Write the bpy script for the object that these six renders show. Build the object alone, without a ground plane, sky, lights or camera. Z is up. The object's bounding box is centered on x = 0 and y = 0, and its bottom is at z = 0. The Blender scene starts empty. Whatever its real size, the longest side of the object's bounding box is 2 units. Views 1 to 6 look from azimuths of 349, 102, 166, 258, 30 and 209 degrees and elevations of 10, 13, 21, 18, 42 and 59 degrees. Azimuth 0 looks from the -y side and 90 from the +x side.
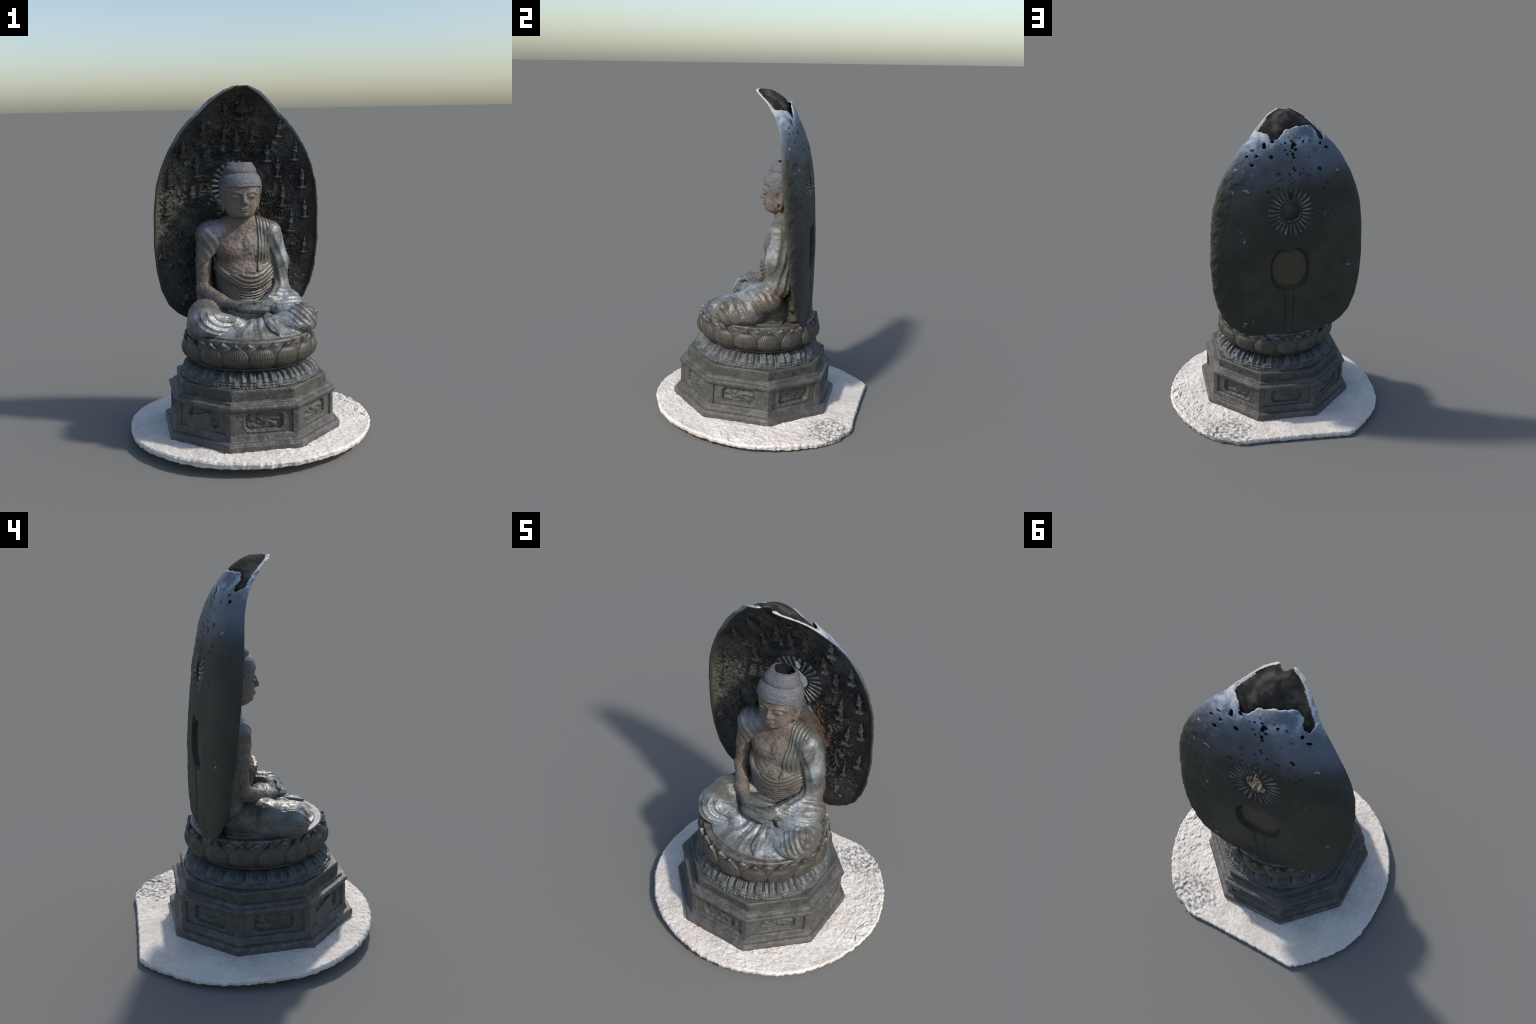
import bpy, bmesh, math, random
import numpy as np
from mathutils import Matrix, Vector

# ------------------------------------------------------------------ frame
# The whole monument leans back a little and is turned by about a degree;
# everything is modelled upright around its own axis and placed by FRAME.
def build_frame():
    z = Vector((0.012, 0.045, 1.0)).normalized()
    a = math.radians(-1.2)
    x = Vector((math.cos(a), math.sin(a), 0.0)); x = (x - z * x.dot(z)).normalized()
    y = z.cross(x)
    m = Matrix((x, y, z)).transposed().to_4x4()
    m.translation = Vector((-0.021, -0.032, 0.067))
    return m
FRAME = build_frame()
CX = -0.022                      # the figure's middle plane
rng = np.random.default_rng(11)
random.seed(11)
COL = bpy.context.scene.collection

# ------------------------------------------------------------------ noise
def _hash(ix, iy, iz, seed):
    h = (ix * 374761393 + iy * 668265263 + iz * 2147483647 + seed * 974711) & 0xffffffff
    h = ((h ^ (h >> 13)) * 1274126177) & 0xffffffff
    h = ((h ^ (h >> 16)) * 2246822519) & 0xffffffff
    return ((h ^ (h >> 15)) & 0xffffff) / float(0xffffff) * 2.0 - 1.0

NTAB = np.random.default_rng(5).uniform(-1, 1, 64 ** 3).astype(np.float32)
def vnoise(P, scale, seed=0):
    """smooth lattice noise from one repeating random block"""
    Q = np.asarray(P, float) * scale + np.array([seed * 7.31, seed * 3.17, seed * 5.77])
    I = np.floor(Q); F = (Q - I).astype(np.float32); I = I.astype(np.int32)
    F = F * F * (3 - 2 * F)
    fx, fy, fz = F[:, 0], F[:, 1], F[:, 2]
    x0 = (I[:, 0] & 63) << 12; x1 = ((I[:, 0] + 1) & 63) << 12
    y0 = (I[:, 1] & 63) << 6; y1 = ((I[:, 1] + 1) & 63) << 6
    z0 = I[:, 2] & 63; z1 = (I[:, 2] + 1) & 63
    def row(xy):
        a = NTAB[xy + z0]; return a + (NTAB[xy + z1] - a) * fz
    a = row(x0 + y0); a = a + (row(x0 + y1) - a) * fy
    b = row(x1 + y0); b = b + (row(x1 + y1) - b) * fy
    return a + (b - a) * fx

def fbm(P, scale, octaves=3, seed=0):
    s = 0; a = 1.0; t = 0
    for o in range(octaves):
        s = s + a * vnoise(P, scale * 2 ** o, seed + 17 * o); t += a; a *= 0.5
    return s / t

def crumple(P, scale, seed=0):
    """faceted flakes: a cell's nearest point gives each facet its own slant"""
    Q = np.asarray(P, float) * scale
    I = np.floor(Q).astype(np.int64)
    best = np.full(len(Q), 9.0); out = np.zeros(len(Q))
    for a in (-1, 0, 1):
        for b in (-1, 0, 1):
            for c in (-1, 0, 1):
                J = I + (a, b, c)
                o = [0.5 + 0.45 * _hash(J[:,0], J[:,1], J[:,2], seed + k) for k in (1, 2, 3)]
                D = np.stack([J[:,k] + o[k] - Q[:,k] for k in range(3)], 1)
                d = (D * D).sum(1); m = d < best
                g = [_hash(J[:,0], J[:,1], J[:,2], seed + k) for k in (5, 6, 7)]
                v = D[:,0]*g[0] + D[:,1]*g[1] + D[:,2]*g[2]
                out = np.where(m, v, out); best = np.where(m, d, best)
    return out

def sstep(a, b, x):
    t = np.clip((x - a) / (b - a), 0, 1); return t * t * (3 - 2 * t)

def ridges(p, sharp=1.0):
    return (0.5 + 0.5 * np.cos(2 * math.pi * p)) ** sharp

# ------------------------------------------------------------------ solids
def ell(P, c, r):
    r = np.asarray(r, float); Q = (P - np.asarray(c)) / r
    k0 = np.sqrt((Q * Q).sum(1)); k1 = np.sqrt(((Q / r) ** 2).sum(1)) + 1e-9
    return k0 * (k0 - 1) / k1

def cone(P, a, b, ra, rb):
    a = np.asarray(a, float); b = np.asarray(b, float); v = b - a
    t = np.clip(((P - a) @ v) / (v @ v), 0, 1)
    D = P - a - t[:, None] * v
    return np.sqrt((D * D).sum(1)) - (ra + (rb - ra) * t)

def smin(a, b, k):
    h = np.clip(0.5 + 0.5 * (b - a) / k, 0, 1)
    return b * (1 - h) + a * h - k * h * (1 - h)

def smins(ds, k):
    d = ds[0]
    for e in ds[1:]: d = smin(d, e, k)
    return d

def loft(P, prof, cx, power=2.0):
    """upright body given by half width, front y and back y over the height"""
    prof = np.asarray(prof, float)
    z = P[:, 2]
    a = np.interp(z, prof[:, 0], prof[:, 1]); f = np.interp(z, prof[:, 0], prof[:, 2]); b = np.interp(z, prof[:, 0], prof[:, 3])
    cy = (f + b) / 2; ry = np.maximum((b - f) / 2, 1e-3)
    u = np.abs(P[:, 0] - cx) / np.maximum(a, 1e-3); v = np.abs(P[:, 1] - cy) / ry
    g = (u ** power + v ** power) ** (1 / power)
    lat = (g - 1) * np.minimum(a, ry) * 0.92
    cap = np.maximum(prof[0, 0] - z, z - prof[-1, 0])
    return np.maximum(lat, cap)

# ------------------------------------------------------------------ meshing
def surface(f, lo, hi, h, slack=1.35, pad=0.012):
    """mesh the zero level of a distance function with surface nets,
    evaluated only in the blocks that the surface can pass through"""
    lo = np.asarray(lo, float); hi = np.asarray(hi, float); B = 8
    nb = np.ceil((hi - lo) / (h * B)).astype(int)
    n = nb * B
    cc = np.stack(np.meshgrid(*[np.arange(k) for k in nb], indexing='ij'), -1).reshape(-1, 3)
    ctr = lo + (cc + 0.5) * B * h
    dc = np.concatenate([f(c) for c in np.array_split(ctr, max(1, len(ctr) // 200000))])
    V = np.repeat(np.repeat(np.repeat(np.sign(dc).reshape(nb), B, 0), B, 1), B, 2).astype(np.float32)
    act = np.where(np.abs(dc) < 0.87 * B * h * slack + pad)[0]
    H = B // 2
    sub = np.stack(np.meshgrid(*[np.arange(2)] * 3, indexing='ij'), -1).reshape(-1, 3)
    loc = np.stack(np.meshgrid(*[np.arange(H)] * 3, indexing='ij'), -1).reshape(-1, 3)
    for part in np.array_split(act, max(1, len(act) * 64 // 300000)):
        hb = (cc[part][:, None, :] * 2 + sub[None]).reshape(-1, 3)
        hd = f(lo + (hb + 0.5) * H * h)
        idx = (hb[:, None, :] * H + loc[None]).reshape(-1, 3)
        V[idx[:, 0], idx[:, 1], idx[:, 2]] = np.repeat(np.sign(hd), H ** 3)
        hb = hb[np.abs(hd) < 0.87 * H * h * slack + pad * 0.5]
        for piece in np.array_split(hb, max(1, len(hb) * H ** 3 // 300000)):
            idx = (piece[:, None, :] * H + loc[None]).reshape(-1, 3)
            V[idx[:, 0], idx[:, 1], idx[:, 2]] = f(lo + idx * h)
    S = V < 0
    c = np.zeros(tuple(n - 1), np.int8)
    for a in (0, 1):
        for b in (0, 1):
            for d in (0, 1):
                c += S[a:n[0]-1+a, b:n[1]-1+b, d:n[2]-1+d]
    cells = np.argwhere((c > 0) & (c < 8))
    ids = np.full(tuple(n - 1), -1, np.int32); ids[tuple(cells.T)] = np.arange(len(cells))
    acc = np.zeros((len(cells), 3)); cnt = np.zeros(len(cells))
    corners = [(a, b, d) for a in (0, 1) for b in (0, 1) for d in (0, 1)]
    for i in range(8):
        for j in range(i + 1, 8):
            p, q = np.array(corners[i]), np.array(corners[j])
            if abs(p - q).sum() != 1: continue
            va = V[tuple((cells + p).T)]; vb = V[tuple((cells + q).T)]
            m = (va < 0) != (vb < 0)
            t = np.where(m, va / np.where(m, va - vb, 1), 0)
            acc += np.where(m[:, None], p + t[:, None] * (q - p), 0); cnt += m
    verts = lo + (cells + acc / cnt[:, None]) * h
    quads = []
    for ax in range(3):
        o1, o2 = (ax + 1) % 3, (ax + 2) % 3
        sl0 = [slice(1, -1)] * 3; sl1 = [slice(1, -1)] * 3
        sl0[ax] = slice(0, -1); sl1[ax] = slice(1, None)
        s0, s1 = S[tuple(sl0)], S[tuple(sl1)]
        e = np.argwhere(s0 != s1); flip = s0[tuple(e.T)]
        off = np.ones(3, int); off[ax] = 0
        e = e + off
        u1 = np.zeros(3, int); u1[o1] = 1; u2 = np.zeros(3, int); u2[o2] = 1
        q = np.stack([ids[tuple(k.T)] for k in (e - u1 - u2, e - u2, e, e - u1)], 1)
        q[~flip] = q[~flip][:, ::-1]
        quads.append(q)
    Q = np.concatenate(quads)
    return verts, Q[(Q >= 0).all(1)]

def make_mesh(name, verts, faces, smooth=True):
    me = bpy.data.meshes.new(name)
    verts = np.asarray(verts, np.float32)
    if isinstance(faces, np.ndarray):
        k = faces.shape[1]
        me.vertices.add(len(verts)); me.vertices.foreach_set('co', verts.ravel())
        me.loops.add(faces.size); me.loops.foreach_set('vertex_index', faces.ravel().astype(np.int32))
        me.polygons.add(len(faces)); me.polygons.foreach_set('loop_start', np.arange(0, faces.size, k, dtype=np.int32))
        me.update(calc_edges=True); me.validate()
    else:
        me.from_pydata([tuple(map(float, v)) for v in verts], [], faces)
    me.polygons.foreach_set('use_smooth', [smooth] * len(me.polygons))
    me.update()
    return me

def add(name, me, parent, mat=None, matrix=None):
    o = bpy.data.objects.new(name, me)
    COL.objects.link(o)
    if mat is not None and me is not None and not me.materials: me.materials.append(mat)
    o.parent = parent
    o.matrix_basis = FRAME.copy() if matrix is None else matrix
    return o

def vertex_normals(verts, faces):
    a = verts[faces[:, 2]] - verts[faces[:, 0]]; b = verts[faces[:, 3]] - verts[faces[:, 1]]
    fn = np.cross(a, b); N = np.zeros_like(verts)
    for k in range(4): np.add.at(N, faces[:, k], fn)
    return N / (np.linalg.norm(N, axis=1)[:, None] + 1e-12)

def roughen(verts, faces, amount):
    """push the finished skin in and out along its normals by a rule of position"""
    return verts + vertex_normals(verts, faces) * amount[:, None]

def split_body(verts, faces, label, names, mats, parent):
    """cut one continuous skin into named regions that keep the whole's normals"""
    N = vertex_normals(verts, faces)
    lab = np.sort(label[faces], axis=1)[:, 1]
    out = []
    for k, nm in enumerate(names):
        f = faces[lab == k]
        if len(f) == 0: continue
        used, inv = np.unique(f, return_inverse=True)
        me = make_mesh(nm, verts[used], inv.reshape(f.shape))
        if len(me.vertices) == len(used):
            me.normals_split_custom_set_from_vertices(N[used].tolist())
        out.append(add(nm, me, parent, mats[k]))
    return out

def grid_faces(nu, nv, wrap=False):
    i, j = np.meshgrid(np.arange(nu if wrap else nu - 1), np.arange(nv - 1), indexing='ij')
    i = i.ravel(); j = j.ravel(); i2 = (i + 1) % nu
    return np.stack([i * nv + j, i2 * nv + j, i2 * nv + j + 1, i * nv + j + 1], 1)

# ------------------------------------------------------------------ materials
class Mat:
    def __init__(self, name, rough=0.6, metallic=0.0, spec=0.4):
        self.m = bpy.data.materials.new(name); self.m.use_nodes = True
        self.t = self.m.node_tree; self.n = self.t.nodes; self.l = self.t.links
        self.b = self.n['Principled BSDF']
        self.b.inputs['Roughness'].default_value = rough
        self.b.inputs['Metallic'].default_value = metallic
        self.b.inputs['Specular IOR Level'].default_value = spec
        self.tc = self.n.new('ShaderNodeTexCoord')
    def coord(self, scale=(1, 1, 1), loc=(0, 0, 0), rot=(0, 0, 0)):
        mp = self.n.new('ShaderNodeMapping'); self.l.new(self.tc.outputs['Object'], mp.inputs[0])
        mp.inputs['Scale'].default_value = scale; mp.inputs['Location'].default_value = loc; mp.inputs['Rotation'].default_value = rot
        return mp.outputs[0]
    def noise(self, scale, detail=4, rough=0.6, vec=None, dist=0.0):
        k = self.n.new('ShaderNodeTexNoise'); k.inputs['Scale'].default_value = scale
        k.inputs['Detail'].default_value = detail; k.inputs['Roughness'].default_value = rough; k.inputs['Distortion'].default_value = dist
        self.l.new(vec or self.tc.outputs['Object'], k.inputs['Vector']); return k.outputs['Fac']
    def voronoi(self, scale, feature='F1', vec=None, out='Distance'):
        k = self.n.new('ShaderNodeTexVoronoi'); k.feature = feature; k.inputs['Scale'].default_value = scale
        self.l.new(vec or self.tc.outputs['Object'], k.inputs['Vector']); return k.outputs[out]
    def flakes(self, scale):
        """height of small slanted facets, one slant per cell"""
        k = self.n.new('ShaderNodeTexVoronoi'); k.inputs['Scale'].default_value = scale
        self.l.new(self.tc.outputs['Object'], k.inputs['Vector'])
        d = self.n.new('ShaderNodeVectorMath'); d.operation = 'SUBTRACT'
        self.l.new(self.tc.outputs['Object'], d.inputs[0]); self.l.new(k.outputs['Position'], d.inputs[1])
        g = self.n.new('ShaderNodeVectorMath'); g.operation = 'SUBTRACT'; g.inputs[1].default_value = (0.5, 0.5, 0.5)
        self.l.new(k.outputs['Color'], g.inputs[0])
        o = self.n.new('ShaderNodeVectorMath'); o.operation = 'DOT_PRODUCT'
        self.l.new(d.outputs[0], o.inputs[0]); self.l.new(g.outputs[0], o.inputs[1])
        return self.math('MULTIPLY', o.outputs['Value'], scale)
    def math(self, op, a, b=None, c=None):
        k = self.n.new('ShaderNodeMath'); k.operation = op
        for i, v in enumerate((a, b, c)):
            if v is None: continue
            if isinstance(v, (int, float)): k.inputs[i].default_value = v
            else: self.l.new(v, k.inputs[i])
        return k.outputs[0]
    def ramp(self, fac, a, b):
        k = self.n.new('ShaderNodeMapRange'); k.interpolation_type = 'SMOOTHSTEP'
        k.inputs['From Min'].default_value = a; k.inputs['From Max'].default_value = b
        self.l.new(fac, k.inputs['Value']); return k.outputs[0]
    def sep(self):
        k = self.n.new('ShaderNodeSeparateXYZ'); self.l.new(self.tc.outputs['Object'], k.inputs[0]); return k.outputs
    def mix(self, fac, a, b):
        k = self.n.new('ShaderNodeMix'); k.data_type = 'RGBA'
        if isinstance(fac, (int, float)): k.inputs[0].default_value = fac
        else: self.l.new(fac, k.inputs[0])
        for s, v in ((6, a), (7, b)):
            if isinstance(v, tuple): k.inputs[s].default_value = (*v, 1)
            else: self.l.new(v, k.inputs[s])
        return k.outputs[2]
    def ball(self, c, r, soft=0.35, wobble=8.0, amount=0.5):
        """soft ellipsoidal patch with an uneven edge, 1 inside"""
        mp = self.coord(scale=tuple(1 / k for k in r), loc=tuple(-a / b for a, b in zip(c, r)))
        ln = self.n.new('ShaderNodeVectorMath'); ln.operation = 'LENGTH'; self.l.new(mp, ln.inputs[0])
        w = self.math('MULTIPLY_ADD', self.noise(wobble, 4), amount, -amount / 2)
        return self.ramp(self.math('ADD', ln.outputs['Value'], w), 1 + soft / 2, 1 - soft / 2)
    def color(self, c):
        self.l.new(c, self.b.inputs['Base Color'])
    def bump(self, height, strength=0.4, dist=0.01, normal=None):
        k = self.n.new('ShaderNodeBump'); k.inputs['Strength'].default_value = strength; k.inputs['Distance'].default_value = dist
        self.l.new(height, k.inputs['Height'])
        if normal is not None: self.l.new(normal, k.inputs['Normal'])
        self.l.new(k.outputs[0], self.b.inputs['Normal']); return k.outputs[0]
    def rough(self, fac, a, b):
        k = self.n.new('ShaderNodeMapRange'); k.inputs['To Min'].default_value = a; k.inputs['To Max'].default_value = b
        self.l.new(fac, k.inputs['Value']); self.l.new(k.outputs[0], self.b.inputs['Roughness'])

def bronze(name, base, light, dark, scale=9.0, rough=0.55, bump=0.35):
    m = Mat(name, rough, metallic=0.15, spec=0.45)
    n1 = m.noise(scale, 5, 0.62, dist=0.4); n2 = m.noise(scale * 4.3, 5, 0.65)
    c = m.mix(m.ramp(n1, 0.42, 0.68), base, light)
    c = m.mix(m.ramp(n2, 0.56, 0.72), c, dark)
    m.color(c)
    fl = m.math('ADD', m.flakes(75), m.math('MULTIPLY', m.flakes(38), 1.3)); h = m.math('ADD', m.math('MULTIPLY', m.noise(150, 4, 0.6), 0.6), fl)
    m.bump(h, bump * 1.6, 0.006)
    m.rough(n2, rough - 0.12, rough + 0.12)
    return m, c

def mats():
    M = {}
    # pale stone slab
    m = Mat('pale_stone', 0.85, spec=0.2)
    n1 = m.noise(5, 5, 0.6); n2 = m.noise(38, 5, 0.7)
    c = m.mix(m.ramp(n1, 0.35, 0.65), (0.64, 0.575, 0.51), (0.735, 0.69, 0.625))
    c = m.mix(m.ramp(n2, 0.60, 0.72), c, (0.48, 0.49, 0.47))
    c = m.mix(m.math('MULTIPLY', m.ball((0.42, 0.56, 0.0), (0.17, 0.13, 0.1), 0.9, 16, 1.4), m.ramp(m.noise(45, 4), 0.44, 0.60)), c, (0.22, 0.23, 0.22))
    m.color(c)
    m.bump(m.math('ADD', m.math('MULTIPLY', m.noise(60, 5, 0.65), 0.6), m.math('ADD', m.flakes(42), m.flakes(85))), 0.5, 0.007)
    M['stone'] = m.m
    m, _ = bronze('plinth_bronze', (0.074, 0.073, 0.060), (0.105, 0.104, 0.090), (0.052, 0.045, 0.038), 11); M['plinth'] = m.m
    m, _ = bronze('moulding_bronze', (0.082, 0.077, 0.068), (0.135, 0.129, 0.126), (0.085, 0.064, 0.050), 13); M['moulding'] = m.m
    m, _ = bronze('panel_bronze', (0.082, 0.083, 0.069), (0.114, 0.116, 0.100), (0.062, 0.057, 0.046), 14); M['panel'] = m.m
    m, _ = bronze('lower_lotus_bronze', (0.082, 0.086, 0.083), (0.145, 0.151, 0.152), (0.050, 0.048, 0.045), 16, 0.45); M['lotus_low'] = m.m
    # upper lotus: brown bronze with fine ribs, tips painted pale as if catching light from above
    m = Mat('upper_lotus_bronze', 0.46, metallic=0.2, spec=0.5)
    n1 = m.noise(12, 5, 0.6); x, y, z = m.sep()
    c = m.mix(m.ramp(n1, 0.4, 0.68), (0.066, 0.058, 0.046), (0.100, 0.091, 0.074))
    c = m.mix(m.ramp(m.noise(55, 4), 0.58, 0.72), c, (0.055, 0.048, 0.040))
    edge = m.ramp(m.math('ADD', z, m.math('MULTIPLY', m.noise(40, 3), 0.02)), 0.540, 0.550)
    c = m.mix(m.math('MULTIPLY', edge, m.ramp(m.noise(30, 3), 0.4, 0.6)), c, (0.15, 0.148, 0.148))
    m.color(c); m.bump(m.noise(160, 4, 0.6), 0.3, 0.004); M['lotus_up'] = m.m
    # skin: brown flaking bronze
    m = Mat('skin_bronze', 0.55)
    n1 = m.noise(9, 5, 0.6, dist=0.5); n2 = m.noise(30, 5, 0.65)
    c = m.mix(m.ramp(n1, 0.38, 0.66), (0.142, 0.112, 0.089), (0.190, 0.157, 0.130))
    c = m.mix(m.ramp(n2, 0.56, 0.72), c, (0.10, 0.080, 0.062))
    c = m.mix(m.ball((-0.11, 0.03, 0.97), (0.05, 0.06, 0.05), 0.6), c, (0.125, 0.085, 0.058))
    c = m.mix(m.ball((0.02, -0.09, 0.70), (0.19, 0.16, 0.07), 0.5), c, (0.090, 0.096, 0.090))
    m.color(c)
    fl = m.math('ADD', m.flakes(95), m.math('MULTIPLY', m.flakes(55), 1.3)); m.bump(m.math('ADD', m.math('MULTIPLY', m.noise(130, 4, 0.6), 0.5), fl), 0.6, 0.006); m.rough(n2, 0.42, 0.66)
    M['skin'] = m.m
    # hair: grey, close rows of small curls
    m = Mat('hair_bronze', 0.6)
    c = m.mix(m.ramp(m.noise(16, 4), 0.35, 0.65), (0.115, 0.119, 0.128), (0.165, 0.170, 0.182))
    cur = m.voronoi(150, 'F1', vec=m.coord(scale=(1.25, 1.25, 0.75)))
    c = m.mix(m.ramp(cur, 0.35, 0.8), c, (0.090, 0.092, 0.098))
    m.color(c); m.bump(m.math('SUBTRACT', 1.0, cur), 0.5, 0.004); M['hair'] = m.m
    # robe: grey-green bronze with pale bluish patches copying baked sky sheen, and brown remains
    m = Mat('robe_bronze', 0.42, metallic=0.25, spec=0.45)
    n1 = m.noise(7, 5, 0.6, dist=0.6); n2 = m.noise(26, 5, 0.65); n3 = m.noise(4.5, 4, 0.6, vec=m.coord(scale=(1, 1, 0.5)))
    c = m.mix(m.ramp(n1, 0.36, 0.64), (0.108, 0.102, 0.087), (0.165, 0.170, 0.158))
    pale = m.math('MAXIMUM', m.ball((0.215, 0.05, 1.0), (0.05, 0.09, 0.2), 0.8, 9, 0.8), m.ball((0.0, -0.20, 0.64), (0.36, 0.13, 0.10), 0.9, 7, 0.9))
    pale = m.math('MAXIMUM', pale, m.ball((0.2, 0.0, 0.74), (0.11, 0.15, 0.07), 0.7, 9, 0.8))
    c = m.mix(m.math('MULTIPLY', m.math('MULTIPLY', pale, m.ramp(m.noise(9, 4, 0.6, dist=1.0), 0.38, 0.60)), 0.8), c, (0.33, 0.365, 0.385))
    c = m.mix(m.math('MULTIPLY', m.ball((-0.20, 0.10, 1.125), (0.11, 0.09, 0.06), 0.9, 8, 0.6), 0.7), c, (0.185, 0.190, 0.230))
    brown = m.math('MAXIMUM', m.ball((0.0, 0.05, 0.86), (0.21, 0.14, 0.16), 0.5, 9, 0.5), m.ball((-0.25, 0.08, 0.99), (0.09, 0.12, 0.12), 0.6, 9, 0.6))
    c = m.mix(m.math('MULTIPLY', brown, 0.75), c, (0.135, 0.115, 0.092))
    c = m.mix(m.math('MULTIPLY', m.ball((0.27, 0.14, 0.70), (0.10, 0.12, 0.09), 0.6, 9, 0.7), 0.8), c, (0.13, 0.105, 0.08))
    c = m.mix(m.math('MULTIPLY', m.ball((0.34, -0.14, 0.62), (0.07, 0.13, 0.08), 0.8, 12, 0.9), 0.75), c, (0.130, 0.112, 0.090))
    c = m.mix(m.math('MULTIPLY', m.ball((-0.30, -0.12, 0.60), (0.10, 0.13, 0.055), 0.7, 12, 0.9), 0.6), c, (0.125, 0.115, 0.090))
    c = m.mix(m.ramp(n2, 0.56, 0.72), c, (0.11, 0.10, 0.082))
    m.color(c); m.bump(m.math('ADD', m.math('MULTIPLY', m.noise(120, 4, 0.6), 0.6), m.flakes(70)), 0.42, 0.005); m.rough(n2, 0.33, 0.54)
    M['robe'] = m.m
    # aureole front: very dark carved bronze
    m = Mat('aureole_relief_bronze', 0.72, spec=0.3)
    n1 = m.noise(8, 5, 0.6); n2 = m.noise(45, 5, 0.65)
    c = m.mix(m.ramp(n1, 0.4, 0.66), (0.032, 0.031, 0.028), (0.066, 0.064, 0.058))
    c = m.mix(m.ramp(n2, 0.55, 0.72), c, (0.020, 0.019, 0.018))
    c = m.mix(m.ramp(m.noise(17, 2, 0.4), 0.66, 0.70), c, (0.13, 0.145, 0.15))
    c = m.mix(m.ball((-0.42, 0.2, 1.25), (0.16, 0.3, 0.25), 0.8, 9, 0.6), c, m.mix(m.ramp(n2, 0.4, 0.6), (0.05, 0.046, 0.036), (0.105, 0.098, 0.078)))
    c = m.mix(m.math('MULTIPLY', m.ball((0.15, 0.24, 1.08), (0.075, 0.10, 0.17), 0.8, 14, 1.2), 0.75), c, (0.072, 0.042, 0.027))
    m.color(c); m.bump(m.math('ADD', m.noise(70, 5, 0.65), m.flakes(80)), 0.6, 0.006); M['relief'] = m.m
    m, _ = bronze('relief_figure_bronze', (0.062, 0.060, 0.055), (0.095, 0.092, 0.085), (0.040, 0.038, 0.034), 18, 0.66); M['figure'] = m.m
    # aureole back: smooth dark olive; blue-grey sky reflection painted on its head, pale corroded rim, white spatter
    m = Mat('aureole_back_bronze', 0.6, spec=0.2)
    x, y, z = m.sep(); n1 = m.noise(5, 5, 0.6); n2 = m.noise(40, 5, 0.65)
    c = m.mix(m.ramp(n1, 0.38, 0.66), (0.043, 0.041, 0.032), (0.060, 0.057, 0.044))
    c = m.mix(m.ramp(n2, 0.6, 0.75), c, (0.036, 0.034, 0.029))
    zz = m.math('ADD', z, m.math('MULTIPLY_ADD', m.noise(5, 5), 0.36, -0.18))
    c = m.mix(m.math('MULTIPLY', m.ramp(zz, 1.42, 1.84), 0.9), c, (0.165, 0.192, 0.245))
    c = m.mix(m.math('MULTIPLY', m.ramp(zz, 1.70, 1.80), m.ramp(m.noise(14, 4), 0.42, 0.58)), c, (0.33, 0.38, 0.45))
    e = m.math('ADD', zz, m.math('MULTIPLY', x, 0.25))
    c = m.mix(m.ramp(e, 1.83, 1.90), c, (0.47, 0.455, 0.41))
    sp = m.math('MULTIPLY', m.ramp(m.math('ADD', m.voronoi(11, 'F1', vec=m.coord(scale=(1, 0.3, 1))), m.math('MULTIPLY_ADD', m.noise(45, 3), 0.7, -0.35)), 0.15, 0.09), m.math('MULTIPLY', m.ramp(m.noise(3.5, 2), 0.46, 0.50), m.ramp(m.math('ABSOLUTE', m.math('ADD', x, 0.022)), 0.20, 0.28)))
    c = m.mix(sp, c, (0.30, 0.32, 0.32))
    c = m.mix(m.math('MULTIPLY', m.ball((-0.022, 0.27, 0.985), (0.118, 0.2, 0.135), 0.10, 8, 0.08), 0.8), c, (0.100, 0.078, 0.050))
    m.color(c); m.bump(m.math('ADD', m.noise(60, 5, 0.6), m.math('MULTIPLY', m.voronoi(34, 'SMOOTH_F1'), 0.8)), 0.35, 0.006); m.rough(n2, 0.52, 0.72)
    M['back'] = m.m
    m = Mat('dark_hollow', 0.9, spec=0.1)
    c = m.mix(m.ramp(m.noise(14, 5), 0.42, 0.66), (0.020, 0.020, 0.021), (0.070, 0.060, 0.048)); m.color(c); M['hollow'] = m.m
    m = Mat('scan_gap_black', 0.9, spec=0.1)  # black painted inside the gap the scan left in the crown
    c = m.mix(m.ramp(m.noise(14, 5), 0.42, 0.66), (0.010, 0.010, 0.010), (0.016, 0.015, 0.014)); m.color(c); M['void'] = m.m
    m = Mat('halo_spoke_bronze', 0.5)
    c = m.mix(m.ramp(m.noise(25, 4), 0.4, 0.65), (0.13, 0.14, 0.15), (0.25, 0.26, 0.26)); m.color(c); M['spoke'] = m.m
    m = Mat('weathered_spoke_bronze', 0.55)
    c = m.mix(m.ramp(m.noise(14, 4), 0.42, 0.68), (0.050, 0.050, 0.046), (0.17, 0.18, 0.19)); m.color(c); M['spoke_back'] = m.m
    return M
M = mats()

# ------------------------------------------------------------------ root
root = bpy.data.objects.new('buddha_statue', None); COL.objects.link(root)
root['label'] = 'weathered bronze seated Buddha with leaf-shaped aureole on lotus plinth'
root['category'] = 'statue'

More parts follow.
